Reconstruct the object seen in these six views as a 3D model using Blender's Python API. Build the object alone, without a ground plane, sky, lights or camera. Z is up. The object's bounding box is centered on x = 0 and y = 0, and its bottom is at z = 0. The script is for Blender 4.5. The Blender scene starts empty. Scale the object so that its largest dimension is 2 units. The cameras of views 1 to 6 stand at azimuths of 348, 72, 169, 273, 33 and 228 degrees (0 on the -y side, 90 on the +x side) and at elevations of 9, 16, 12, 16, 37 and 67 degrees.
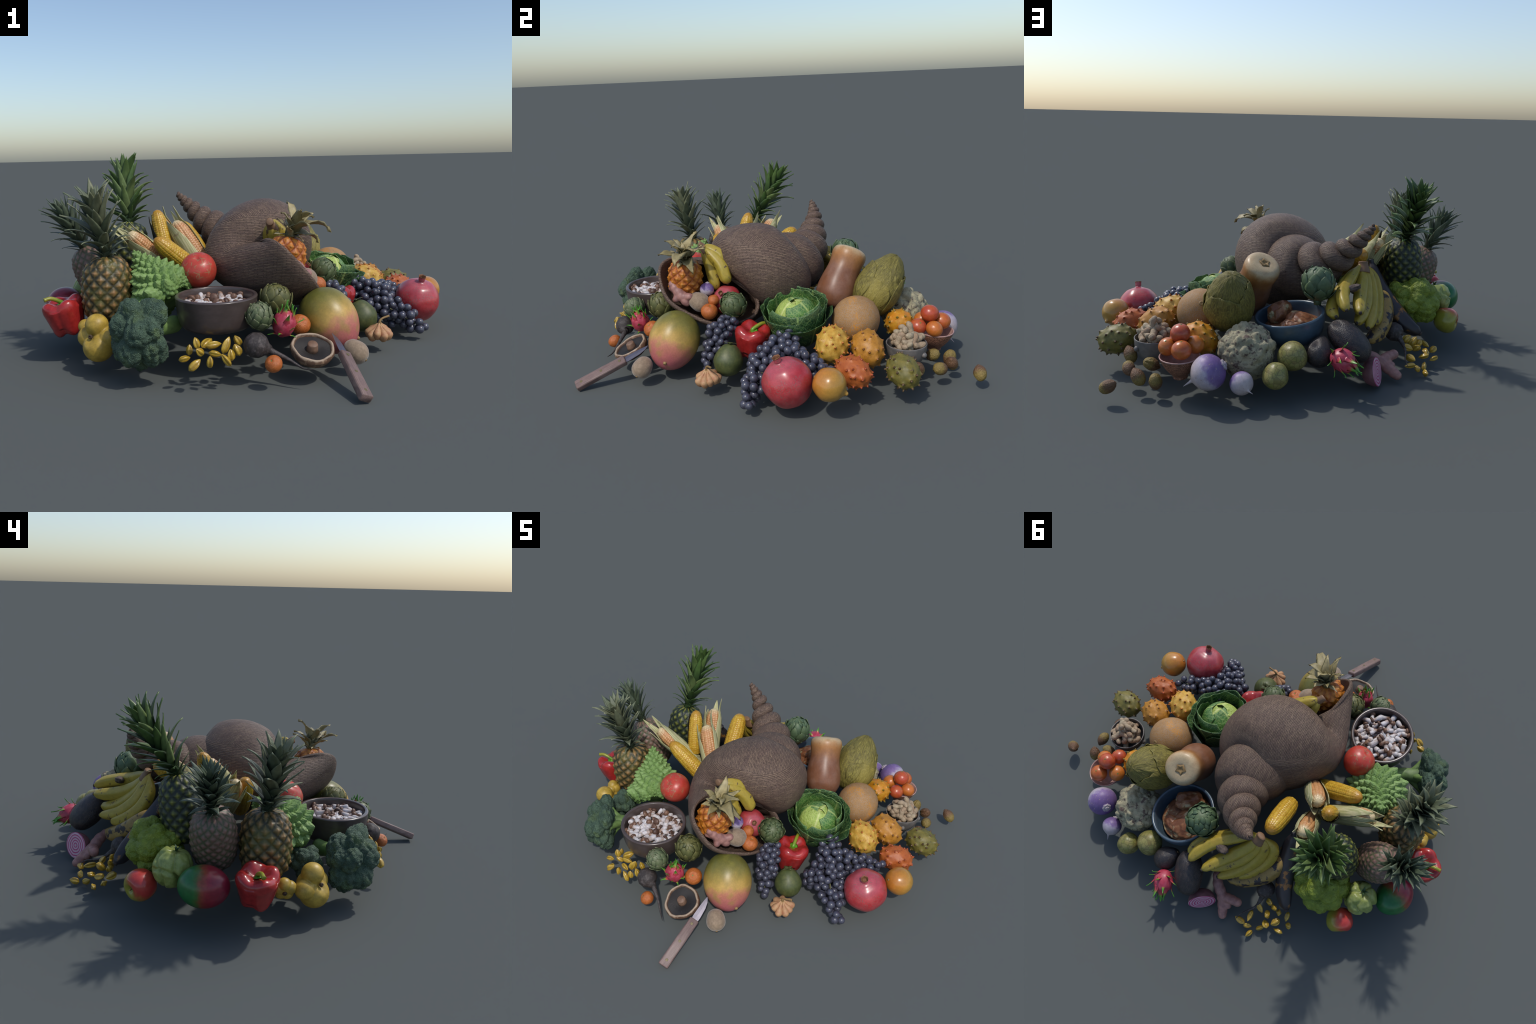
import bpy, bmesh, math, random
import numpy as np
from mathutils import Vector, Matrix, Quaternion

rng = random.Random(11)
GOLD = math.pi * (3 - math.sqrt(5))

# ------------------------------------------------------------------ helpers
def lin(h):
    h = h.lstrip('#')
    o = []
    for i in (0, 2, 4):
        c = int(h[i:i + 2], 16) / 255
        o.append(c / 12.92 if c <= .04045 else ((c + .055) / 1.055) ** 2.4)
    return (*o, 1.0)

def norm(v):
    v = np.asarray(v, float)
    return v / (np.linalg.norm(v) + 1e-12)

def spline(pts, n, closed=False):
    """Catmull-Rom samples through control points."""
    P = np.asarray(pts, float)
    m = len(P)
    seg = m if closed else m - 1
    t = np.linspace(0, seg, n, endpoint=not closed)
    i = np.minimum(t.astype(int), seg - 1)
    f = (t - i)[:, None]
    if closed:
        a, b, c, d = P[(i - 1) % m], P[i % m], P[(i + 1) % m], P[(i + 2) % m]
    else:
        a, b, c, d = P[np.maximum(i - 1, 0)], P[i], P[np.minimum(i + 1, m - 1)], P[np.minimum(i + 2, m - 1)]
    return .5 * (2 * b + (c - a) * f + (2 * a - 5 * b + 4 * c - d) * f ** 2 + (3 * b - a - 3 * c + d) * f ** 3)

def hash3(i, seed):
    n = (i[..., 0] * 374761393 + i[..., 1] * 668265263 + i[..., 2] * 2147483647 + seed * 144269) & 0x7fffffff
    n = ((n ^ (n >> 13)) * 1274126177) & 0x7fffffff
    n = (n ^ (n >> 16)) & 0xffff
    return n / 32767.5 - 1

def vnoise(P, scale, seed=0):
    P = np.asarray(P, float) * scale
    i = np.floor(P).astype(np.int64)
    f = P - i
    f = f * f * (3 - 2 * f)
    out = 0
    for dx in (0, 1):
        for dy in (0, 1):
            for dz in (0, 1):
                w = (f[..., 0] if dx else 1 - f[..., 0]) * (f[..., 1] if dy else 1 - f[..., 1]) * (f[..., 2] if dz else 1 - f[..., 2])
                out = out + w * hash3(i + np.array([dx, dy, dz]), seed)
    return out

def fbm(P, scale, octv=3, seed=0):
    o, a = 0, 1.
    for k in range(octv):
        o = o + a * vnoise(P, scale * 2 ** k, seed + k)
        a *= .5
    return o

_ico = {}
def ico(sub):
    if sub not in _ico:
        bm = bmesh.new()
        bmesh.ops.create_icosphere(bm, subdivisions=sub, radius=1)
        bm.verts.ensure_lookup_table()
        V = np.array([v.co[:] for v in bm.verts])
        F = [[v.index for v in f.verts] for f in bm.faces]
        bm.free()
        _ico[sub] = (V, F)
    V, F = _ico[sub]
    return V.copy(), F

def uvball(nu, nv):
    """Sphere grid with poles on z: returns unit directions, faces."""
    V = [(0, 0, -1)]
    for j in range(1, nv):
        a = math.pi * j / nv
        for i in range(nu):
            b = 2 * math.pi * i / nu
            V.append((math.sin(a) * math.cos(b), math.sin(a) * math.sin(b), -math.cos(a)))
    V.append((0, 0, 1))
    F = []
    for i in range(nu):
        F.append((0, 1 + (i + 1) % nu, 1 + i))
    for j in range(nv - 2):
        for i in range(nu):
            a, b = 1 + j * nu + i, 1 + j * nu + (i + 1) % nu
            F.append((a, b, b + nu, a + nu))
    l = len(V) - 1
    for i in range(nu):
        F.append((l, 1 + (nv - 2) * nu + i, 1 + (nv - 2) * nu + (i + 1) % nu))
    return np.array(V, float), F

def grid_faces(nv, nu, wrap=True, off=0, flip=False):
    F = []
    for j in range(nv - 1):
        for i in range(nu if wrap else nu - 1):
            a, b = off + j * nu + i, off + j * nu + (i + 1) % nu
            q = (a, b, b + nu, a + nu)
            F.append(q[::-1] if flip else q)
    return F

def tube(path, radii, nu=12, section=None, up=(0, 0, 1), cap=True, twist=0.):
    """Sweep a (possibly non round) section along a path."""
    P = np.asarray(path, float)
    n = len(P)
    radii = np.broadcast_to(np.asarray(radii, float), (n,))
    T = np.gradient(P, axis=0)
    T /= np.linalg.norm(T, axis=1)[:, None] + 1e-12
    x = np.asarray(up, float)
    x = x - T[0] * (x @ T[0])
    if np.linalg.norm(x) < 1e-3:
        x = np.cross(T[0], (1, .3, .2))
    x = norm(x)
    V = []
    for k in range(n):
        x = norm(x - T[k] * (x @ T[k]))
        y = np.cross(T[k], x)
        for i in range(nu):
            a = 2 * math.pi * i / nu + twist * k / n
            s = section(a, k / (n - 1)) if section else 1
            V.append(P[k] + radii[k] * s * (math.cos(a) * x + math.sin(a) * y))
    F = grid_faces(n, nu)
    if cap:
        V.append(P[0]); V.append(P[-1])
        c0, c1 = len(V) - 2, len(V) - 1
        for i in range(nu):
            F.append((c0, (i + 1) % nu, i))
            F.append((c1, (n - 1) * nu + i, (n - 1) * nu + (i + 1) % nu))
    return np.array(V), F

def lathe(profile, nu=48, n=None, mod=None):
    """Revolve (r, z) control points about z."""
    pr = spline(profile, n) if n else np.asarray(profile, float)
    V = []
    for k, (r, z) in enumerate(pr):
        for i in range(nu):
            a = 2 * math.pi * i / nu
            m = mod(a, k / (len(pr) - 1)) if mod else 1
            V.append((r * m * math.cos(a), r * m * math.sin(a), z))
    return np.array(V), grid_faces(len(pr), nu)

def radial_union(D, C, R):
    """Distance from the origin, along D, to the far side of a cluster of balls."""
    best = np.zeros(len(D))
    for c, r in zip(C, R):
        b = D @ c
        disc = b * b - (c @ c - r * r)
        t = np.where(disc > 0, b + np.sqrt(np.maximum(disc, 0)), 0)
        best = np.maximum(best, t)
    return best

def fib(n, jitter=0, seed=0):
    r = np.random.RandomState(seed)
    i = np.arange(n)
    z = 1 - 2 * (i + .5) / n
    a = i * GOLD
    s = np.sqrt(1 - z * z)
    P = np.c_[s * np.cos(a), s * np.sin(a), z]
    if jitter:
        P += r.normal(0, jitter, P.shape)
        P /= np.linalg.norm(P, axis=1)[:, None]
    return P

def join(*parts):
    V, F, o = [], [], 0
    for v, f in parts:
        V.append(np.asarray(v)); F += [[i + o for i in q] for q in f]; o += len(v)
    return np.concatenate(V), F

def leaf_shape(L, W, curve=.6, fold=.25, thick=.04, n=9, widths=((0, .55), (.25, 1), (.6, .75), (.85, .32), (1, .02)), wave=0., tipcurl=0.):
    """Leaf along +z from the origin, outer face +x, width along y, bending towards +x by `curve` radians."""
    ws = np.array(widths)
    V = []
    x = z = 0.
    ss = [-1, -.55, 0, .55, 1, .5, 0, -.5]
    for k in range(n + 1):
        t = k / n
        ang = curve * t + tipcurl * max(0, t - .6) ** 2 * 6
        w = W * .5 * np.interp(t, ws[:, 0], ws[:, 1])
        nx, nz = math.cos(ang), -math.sin(ang)
        for q, s in enumerate(ss):
            d = -fold * abs(s) * w + (-thick * W * (1 - abs(s) * .7) if q > 4 else 0) + wave * W * math.sin(9 * t + 2 * s) * abs(s)
            V.append((x + nx * d, s * w, z + nz * d))
        x += math.sin(ang) * L / n
        z += math.cos(ang) * L / n
    m = len(ss)
    F = grid_faces(n + 1, m)
    F += [tuple(range(m))[::-1], tuple(n * m + i for i in range(m))]
    return np.array(V), F

# ------------------------------------------------------------------ scene objects
COL = bpy.context.scene.collection

def mesh(name, V, F, mat):
    me = bpy.data.meshes.new(name)
    me.from_pydata([tuple(v) for v in np.asarray(V, float)], [], [tuple(int(i) for i in f) for f in F])
    me.polygons.foreach_set('use_smooth', [True] * len(me.polygons))
    me.materials.append(mat)
    me.update()
    return me

def orient(loc, axis=(0, 0, 1), roll=0, scale=1., side=None):
    z = Vector(norm(axis))
    if side is None and z.z > .9999:
        side = (1, 0, 0)
        side = Matrix.Rotation(roll, 3, 'Z') @ Vector(side)
    if side is not None:
        x = Vector(side) - z * Vector(side).dot(z)
        x.normalize()
        y = z.cross(x)
        R = Matrix((x, y, z)).transposed().to_4x4()
    else:
        R = z.to_track_quat('Z', 'Y').to_matrix().to_4x4() @ Matrix.Rotation(roll, 4, 'Z')
    s = scale if hasattr(scale, '__len__') else (scale,) * 3
    return Matrix.Translation(Vector(loc)) @ R @ Matrix.Diagonal((*s, 1))

def thing(name, label, cat, M):
    o = bpy.data.objects.new(name, None)
    o.empty_display_size = .02
    COL.objects.link(o)
    o.matrix_world = M
    o['label'] = label
    o['category'] = cat
    return o

def obj(name, me, parent=None, M=None, label=None, cat=None, stuff=False):
    o = bpy.data.objects.new(name, me)
    COL.objects.link(o)
    if parent is not None:
        o.parent = parent
    if M is not None:
        o.matrix_basis = M
    if label:
        o['label'] = label
        o['category'] = cat
    if stuff:
        o['kind'] = 'stuff'
    return o

# ------------------------------------------------------------------ material language
class Mat:
    def __init__(s, name, rough=.5, spec=.5, coat=0., sheen=0., sss=0., metal=0., coat_rough=.1):
        s.m = bpy.data.materials.new(name)
        s.m.use_nodes = True
        s.t = s.m.node_tree
        s.t.nodes.clear()
        out = s.t.nodes.new('ShaderNodeOutputMaterial')
        s.b = s.t.nodes.new('ShaderNodeBsdfPrincipled')
        s.t.links.new(s.b.outputs[0], out.inputs[0])
        s.out = out
        s.b.inputs['Roughness'].default_value = rough
        s.b.inputs['Specular IOR Level'].default_value = spec
        s.b.inputs['Coat Weight'].default_value = coat
        s.b.inputs['Coat Roughness'].default_value = coat_rough
        s.b.inputs['Sheen Weight'].default_value = sheen
        s.b.inputs['Metallic'].default_value = metal
        if sss:
            s.b.inputs['Subsurface Weight'].default_value = sss
            s.b.inputs['Subsurface Scale'].default_value = .01
        s._o = None
        s._bump = None

    def put(s, sock, v):
        if isinstance(v, str):
            v = lin(v)
        if isinstance(v, bpy.types.NodeSocket):
            s.t.links.new(v, sock)
        else:
            if sock.type == 'VECTOR' and not hasattr(v, '__len__'):
                v = (v, v, v)
            sock.default_value = v

    def co(s):
        if s._o is None:
            s._o = s.t.nodes.new('ShaderNodeTexCoord').outputs['Object']
        return s._o

    def scaled(s, sc, vec=None, rot=(0, 0, 0), loc=(0, 0, 0)):
        n = s.t.nodes.new('ShaderNodeMapping')
        s.put(n.inputs[0], vec or s.co())
        n.inputs['Scale'].default_value = sc
        n.inputs['Rotation'].default_value = rot
        n.inputs['Location'].default_value = loc
        return n.outputs[0]

    def noise(s, scale, detail=3, rough=.55, vec=None, dist=0., color=False):
        n = s.t.nodes.new('ShaderNodeTexNoise')
        s.put(n.inputs['Vector'], vec or s.co())
        n.inputs['Scale'].default_value = scale
        n.inputs['Detail'].default_value = detail
        n.inputs['Roughness'].default_value = rough
        n.inputs['Distortion'].default_value = dist
        return n.outputs['Color' if color else 0]

    def vor(s, scale, feature='F1', out='Distance', vec=None, rand=1.):
        n = s.t.nodes.new('ShaderNodeTexVoronoi')
        n.feature = feature
        s.put(n.inputs['Vector'], vec or s.co())
        n.inputs['Scale'].default_value = scale
        n.inputs['Randomness'].default_value = rand
        return n.outputs[out]

    def wave(s, scale, vec=None, dist=0., dscale=1., dirn='X', kind='BANDS', detail=2):
        n = s.t.nodes.new('ShaderNodeTexWave')
        n.wave_type = kind
        if kind == 'BANDS':
            n.bands_direction = dirn
        else:
            n.rings_direction = dirn
        s.put(n.inputs['Vector'], vec or s.co())
        n.inputs['Scale'].default_value = scale
        n.inputs['Distortion'].default_value = dist
        n.inputs['Detail'].default_value = detail
        n.inputs['Detail Scale'].default_value = dscale
        return n.outputs['Fac']

    def xyz(s, vec=None):
        n = s.t.nodes.new('ShaderNodeSeparateXYZ')
        s.put(n.inputs[0], vec or s.co())
        return n.outputs[0], n.outputs[1], n.outputs[2]

    def vecof(s, x, y, z):
        n = s.t.nodes.new('ShaderNodeCombineXYZ')
        for k, v in enumerate((x, y, z)):
            s.put(n.inputs[k], v)
        return n.outputs[0]

    def math(s, op, a, b=0., c=0., clamp=False):
        n = s.t.nodes.new('ShaderNodeMath')
        n.operation = op
        n.use_clamp = clamp
        s.put(n.inputs[0], a); s.put(n.inputs[1], b); s.put(n.inputs[2], c)
        return n.outputs[0]

    def step(s, v, lo, hi, a=0., b=1.):
        n = s.t.nodes.new('ShaderNodeMapRange')
        n.interpolation_type = 'SMOOTHSTEP'
        s.put(n.inputs[0], v)
        n.inputs[1].default_value = lo; n.inputs[2].default_value = hi
        n.inputs[3].default_value = a; n.inputs[4].default_value = b
        return n.outputs[0]

    def ramp(s, fac, stops):
        n = s.t.nodes.new('ShaderNodeValToRGB')
        s.put(n.inputs[0], fac)
        e = n.color_ramp.elements
        while len(e) < len(stops):
            e.new(.5)
        for el, (p, c) in zip(e, stops):
            el.position = p
            el.color = lin(c) if isinstance(c, str) else c
        return n.outputs[0]

    def mix(s, fac, a, b, mode='MIX'):
        n = s.t.nodes.new('ShaderNodeMix')
        n.data_type = 'RGBA'
        n.blend_type = mode
        s.put(n.inputs[0], fac); s.put(n.inputs[6], a); s.put(n.inputs[7], b)
        return n.outputs[2]

    def vary(s, col, amt=.25, scale=8., detail=4):
        """Multiply a colour by gentle value noise."""
        f = s.step(s.noise(scale, detail), .25, .75, 1 - amt, 1 + amt * .6)
        c = s.t.nodes.new('ShaderNodeMix')
        c.data_type = 'RGBA'; c.blend_type = 'MULTIPLY'
        c.inputs[0].default_value = 1
        s.put(c.inputs[6], col)
        g = s.t.nodes.new('ShaderNodeCombineColor')
        for k in range(3):
            s.put(g.inputs[k], f)
        s.put(c.inputs[7], g.outputs[0])
        return c.outputs[2]

    def rand(s):
        return s.t.nodes.new('ShaderNodeObjectInfo').outputs['Random']

    def normal(s):
        return s.t.nodes.new('ShaderNodeNewGeometry').outputs['Normal']

    def bump(s, h, strength=.5, dist=.002):
        n = s.t.nodes.new('ShaderNodeBump')
        n.inputs['Strength'].default_value = strength
        n.inputs['Distance'].default_value = dist
        s.put(n.inputs['Height'], h)
        if s._bump is not None:
            s.t.links.new(s._bump, n.inputs['Normal'])
        s._bump = n.outputs[0]
        s.t.links.new(s._bump, s.b.inputs['Normal'])

    def rough(s, v):
        s.put(s.b.inputs['Roughness'], v)

    def base(s, c, grain=.16):
        # faint blotches and specks, sized to the piece itself
        g = s.t.nodes.new('ShaderNodeTexCoord').outputs['Generated']
        f = s.math('ADD', s.step(s.noise(7, 4, .6, vec=g), .3, .7, -.5, .5), s.step(s.noise(38, 3, .6, vec=g), .3, .7, -.45, .45))
        f = s.math('ADD', 1., s.math('MULTIPLY', f, grain))
        k = s.t.nodes.new('ShaderNodeCombineColor')
        for i in range(3):
            s.put(k.inputs[i], f)
        c = s.mix(1., c, k.outputs[0], 'MULTIPLY')
        s.put(s.b.inputs['Base Color'], c)
        s._c = c
        return s.m

    def thin(s, amount=.3):
        """Let light through, as leaves do."""
        tr = s.t.nodes.new('ShaderNodeBsdfTranslucent')
        s.put(tr.inputs['Color'], s._c)
        mx = s.t.nodes.new('ShaderNodeMixShader')
        mx.inputs[0].default_value = amount
        s.t.links.new(s.b.outputs[0], mx.inputs[1])
        s.t.links.new(tr.outputs[0], mx.inputs[2])
        s.t.links.new(mx.outputs[0], s.out.inputs[0])
        return s.m

# ------------------------------------------------------------------ woven horn
def weave_material():
    m = Mat('woven_wicker', rough=.55, spec=.35)
    n = m.t.nodes.new('ShaderNodeVectorMath'); n.operation = 'ABSOLUTE'
    m.put(n.inputs[0], m.normal())
    ax, ay, az = m.xyz(n.outputs[0])
    x, y, z = m.xyz()
    side = m.math('GREATER_THAN', ax, ay)
    top = m.math('GREATER_THAN', az, .68)
    hx = m.math('ADD', m.math('MULTIPLY', y, side), m.math('MULTIPLY', x, m.math('SUBTRACT', 1., side)))
    # strands run level round the flanks and lengthwise over the crown
    lx = m.math('SUBTRACT', m.math('MULTIPLY', y, .92), m.math('MULTIPLY', x, .38))
    ly = m.math('ADD', m.math('MULTIPLY', x, .92), m.math('MULTIPLY', y, .38))
    inv = m.math('SUBTRACT', 1., top)
    u = m.math('ADD', m.math('MULTIPLY', lx, top), m.math('MULTIPLY', hx, inv))
    v = m.math('ADD', m.math('MULTIPLY', ly, top), m.math('MULTIPLY', z, inv))
    vec = m.vecof(u, v, 0.)
    wob = m.noise(22, 2, color=True)
    w = m.t.nodes.new('ShaderNodeVectorMath'); w.operation = 'MULTIPLY_ADD'
    m.put(w.inputs[0], wob); w.inputs[1].default_value = (.006, .006, 0); m.put(w.inputs[2], vec)
    b = m.t.nodes.new('ShaderNodeTexBrick')
    b.offset = .37
    m.put(b.inputs['Vector'], w.outputs[0])
    b.inputs['Scale'].default_value = 1
    b.inputs['Brick Width'].default_value = .034
    b.inputs['Row Height'].default_value = .0068
    b.inputs['Mortar Size'].default_value = .0012
    b.inputs['Mortar Smooth'].default_value = .8
    b.inputs['Bias'].default_value = 0
    b.inputs['Color1'].default_value = lin('#725c50')
    b.inputs['Color2'].default_value = lin('#8a745f')
    b.inputs['Mortar'].default_value = lin('#463a34')
    fib = m.noise(1, 4, .6, vec=m.scaled((55, 420, 1), w.outputs[0]))
    col = m.mix(m.step(fib, .3, .65, 0, .85), b.outputs['Color'], '#57463d')
    col = m.mix(m.step(fib, .55, .8, 0, .6), col, '#97806a')
    m.bump(m.math('SUBTRACT', 1., b.outputs['Fac']), .7, .004)
    m.bump(fib, .8, .004)
    return m.base(col)

def build_horn():
    # whorl number, axis point, tube radius, offset from the axis, extra axial half length
    K = np.array([
        (0.0, -.3215, .4811, .6917, .0081, .0063, .000),
        (2.0, -.2944, .4763, .6609, .0147, .0117, .000),
        (4.0, -.2436, .4627, .6084, .0270, .0212, .000),
        (5.5, -.1773, .4215, .5402, .0446, .0355, .000),
        (7.0, -.0740, .3380, .4683, .0684, .0548, .008),
        (8.0, .0174, .2110, .4214, .1009, .0758, .027),
        (8.6, .0399, .1058, .4411, .1436, .0987, .038),
        (9.1, .0464, -.0150, .4250, .1550, .1051, .050),
        (9.5, .0195, -.0788, .4426, .1628, .1227, .110)])
    kn = K[:, 0]
    phase = -.1525
    def key(x, col, lg=False):
        v = K[:, col]
        v = np.log(v) if lg else v
        mm = np.gradient(v, kn)
        i = np.clip(np.searchsorted(kn, x) - 1, 0, len(kn) - 2)
        h = kn[i + 1] - kn[i]
        t = (x - kn[i]) / h
        r = (2 * t ** 3 - 3 * t ** 2 + 1) * v[i] + (t ** 3 - 2 * t ** 2 + t) * h * mm[i] + (-2 * t ** 3 + 3 * t ** 2) * v[i + 1] + (t ** 3 - t ** 2) * h * mm[i + 1]
        return np.exp(r) if lg else r
    NU = 56
    phi = np.linspace(0, 2 * math.pi, NU, endpoint=False)
    def section(th):
        A = np.array([key(th, c) for c in (1, 2, 3)])
        e = 1e-3
        T = norm(np.array([key(th + e, c) - key(th - e, c) for c in (1, 2, 3)]))
        U = norm(np.array((0, 0, 1.)) - T * T[2])
        W = np.cross(T, U)
        a = 2 * math.pi * th + phase
        er = math.cos(a) * U + math.sin(a) * W
        r, o, d = key(th, 4, True), key(th, 5, True), key(th, 6)
        C = A + er * o
        c, s = np.cos(phi), np.sin(phi)
        bs = max(0., min(1., (th - 8.85) / .4))
        fr = np.where(s > 0, s, 0) * .026 * bs * bs * (3 - 2 * bs)     # body swells towards the mouth
        # stadium section: stretched along the axis
        return C + np.outer(c * r, er) + np.outer(s * r + np.sign(s) * np.minimum(1, np.abs(s) * 1.6) * d * .8 + fr, T), A
    TH = 9.28
    ths = np.arange(0, TH, 1 / 40.)
    S = [section(t)[0] for t in ths]
    last, A = section(TH)
    prev, _ = section(TH - .02)
    flow = last - prev
    flow /= np.linalg.norm(flow, axis=1)[:, None]
    rim = spline([(.262, -.28, .243), (.215, -.383, .285), (.150, -.483, .360), (.080, -.509, .440),
                  (.010, -.490, .515), (-.030, -.405, .537), (-.040, -.275, .500), (.030, -.170, .450),
                  (.120, -.080, .380), (.200, -.030, .320), (.262, -.065, .262), (.282, -.170, .238)], NU, closed=True)
    c = rim.mean(0)
    n = np.linalg.svd(rim - c)[2][2]
    n = n * np.sign(n[2])
    lever = np.linalg.norm(last - A, axis=1)
    S.append(last)
    NB = 22
    for k in range(1, NB + 1):
        t = k / NB
        h0 = last + flow * (lever * (.30 + .60 * (1 + np.cos(phi)) / 2))[:, None]
        h1 = rim - n * (np.minimum(.14, lever * (.16 + .26 * (1 + np.cos(phi)) / 2)))[:, None]
        S.append((1 - t) ** 3 * last + 3 * t * (1 - t) ** 2 * h0 + 3 * t * t * (1 - t) * h1 + t ** 3 * rim)
    S = np.array(S)
    m = weave_material()
    th = thing('cornucopia', 'spiral woven wicker horn of plenty, brown, lying open', 'horn basket', Matrix.Translation((0, 0, 0)))
    N = len(S)
    V = S.reshape(-1, 3)
    F = grid_faces(N, NU)
    tip = S[0].mean(0) + norm(S[0].mean(0) - S[3].mean(0)) * .004
    V = np.vstack([V, tip])
    F += [(len(V) - 1, (i + 1) % NU, i) for i in range(NU)]
    obj('spiral_wall', mesh('spiral_wall', V, F, m), th)
    # inner wall of the mouth and its rounded lip
    inner = []
    for k in range(30):
        L = S[N - 1 - k]
        cc = L.mean(0)
        w = .022 * min(1, .4 + k / 4)
        dv = cc - L
        inner.append(L + dv / np.linalg.norm(dv, axis=1)[:, None] * (.022 if k else .018) )
    inner = np.array(inner)
    lip = [rim]
    inn0 = inner[0]
    for a in np.linspace(0, math.pi, 7)[1:-1]:
        lip.append((rim + inn0) / 2 + (rim - inn0) / 2 * math.cos(a) + n * .011 * math.sin(a))
    lip.append(inn0)
    lip = np.array(lip + list(inner[1:]))
    obj('mouth_lip', mesh('mouth_lip', lip.reshape(-1, 3), grid_faces(len(lip), NU), m), th)

build_horn()

# ------------------------------------------------------------------ bowls
def bowl(name, label, M, mat, prof, nu=72):
    V, F = lathe(prof, nu, 60)
    return obj(name, mesh(name, V, F, mat), None, M, label, 'bowl')

def glaze(name, col, rough=.25, dark=None, bumpy=0.):
    m = Mat(name, rough=rough, spec=.5, coat=.2, coat_rough=.2)
    c = m.mix(m.step(m.noise(14, 5), .35, .7), col, dark or col)
    if bumpy:
        m.bump(m.noise(90, 4), bumpy, .003)
    return m.base(c)

bowl('brown_bowl', 'dark brown glazed straight sided ceramic bowl', orient((-.26, -.48, .19)),
     glaze('brown_glaze', '#4e4340', .28, '#463b37'),
     [(.001, .002), (.09, 0), (.122, .004), (.147, .020), (.158, .05), (.164, .09), (.168, .128), (.1685, .137), (.163, .1415), (.156, .141), (.151, .135), (.147, .1), (.14, .06), (.12, .03), (.06, .018), (.001, .017)])
bowl('blue_bowl', 'slate blue glazed round ceramic bowl', orient((.086, .580, .160), (.14, .05, 1), 0, 1.09),
     glaze('blue_glaze', '#465866', .3, '#3e4f5c'),
     [(.001, .002), (.06, 0), (.085, .004), (.118, .026), (.138, .058), (.148, .095), (.151, .128), (.150, .136), (.146, .139), (.140, .137), (.136, .128), (.13, .09), (.115, .05), (.09, .025), (.05, .016), (.001, .015)])
m = Mat('grey_stoneware', rough=.5)
m.bump(m.noise(60, 4), .3, .003)
stone = m.base(m.mix(m.step(m.noise(20, 5), .3, .7), '#5f5c59', '#77726d'))
pb = thing('stoneware_bowl', 'small grey stoneware bowl with round knobs', 'bowl', orient((.722, .52, .088)))
V, F = lathe([(.001, .002), (.03, 0), (.045, .003), (.070, .024), (.086, .054), (.093, .086), (.095, .106), (.093, .110), (.089, .107), (.086, .09), (.076, .05), (.05, .022), (.001, .014)], 56, 46)
obj('bowl_wall', mesh('bowl_wall', V, F, stone), pb)
KV, KF = ico(3)
knob_me = mesh('knob', KV * .013, KF, stone)
for a in (.5, 2.1, 3.6, 5.2):
    obj('knob', knob_me, pb, Matrix.Translation((.093 * math.cos(a), .093 * math.sin(a), .070)))
m = Mat('terracotta_scrollwork', rough=.6)
v = m.vor(70, 'DISTANCE_TO_EDGE', vec=m.scaled((1, 1, 1)))
w = m.wave(55, dist=9, dscale=2, kind='RINGS', dirn='Z')
pat = m.step(w, .35, .6)
m.bump(w, .5, .003)
cl = thing('clay_bowl', 'terracotta bowl with fine scroll relief and pale rim', 'bowl', orient((.616, .737, .082), (.02, .03, 1)))
clay = m.base(m.mix(pat, '#6a4635', '#9a6a52'))
V, F = lathe([(.001, .003), (.022, .001), (.03, 0), (.033, .006), (.034, .014), (.05, .032), (.068, .056), (.081, .08), (.088, .098)], 56, 40)
obj('bowl_wall', mesh('bowl_wall', V, F, clay), cl)
m = Mat('pale_glaze', rough=.3)
pale = m.base(m.vary('#b58f86', .2, 40))
V, F = lathe([(.088, .098), (.0895, .101), (.088, .104), (.084, .102), (.079, .09), (.066, .064), (.046, .04), (.02, .03), (.001, .028)], 56, 34)
obj('glazed_inside', mesh('glazed_inside', V, F, pale), cl)

# ------------------------------------------------------------------ mushrooms in the brown bowl
m = Mat('mushroom_stem_white', rough=.55, sss=.1)
sx, sy, sz = m.xyz()
c = m.mix(m.step(m.math('ADD', sz, m.math('MULTIPLY', m.noise(2.2, 3), 1.2)), .35, 1.5), '#c6c1c0', '#8a6c56')
mush_stem = m.base(m.mix(m.step(m.noise(2.6, 4), .56, .70), c, '#9c8674'))
m = Mat('mushroom_cap_brown', rough=.5)
c = m.mix(m.rand(), '#4a3226', '#7a5a46')
mush_cap = m.base(m.vary(c, .3, 3))
stems, caps = [], []
for q in range(4):
    bend = (.0, .12, .2, -.15)[q]
    pth = np.array([(bend * t * t, 0, t) for t in (-.75, -.735, -.5, -.2, .1, .4, .7, .985, 1)])
    V, F = tube(pth, [.38, .40, .45, .43, .38, .35, .33, .31, .29], 12, up=(1, 0, 0))
    V += .03 * fbm(V, 2.5, 2, q)[:, None]
    stems.append(mesh('mushroom_stem', V, F, mush_stem))
    V, F = lathe([(.001, .52), (.3, .56), (.50, .66), (.56, .82), (.48, 1.02), (.28, 1.15), (.001, 1.2)], 16, 14)
    V[:, :2] *= (1, 1.12, .92, 1.05)[q]
    V[:, 0] += bend * .9
    caps.append(mesh('mushroom_cap', V, F, mush_cap))
placed = []
k = 0
r1 = random.Random(5)
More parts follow.
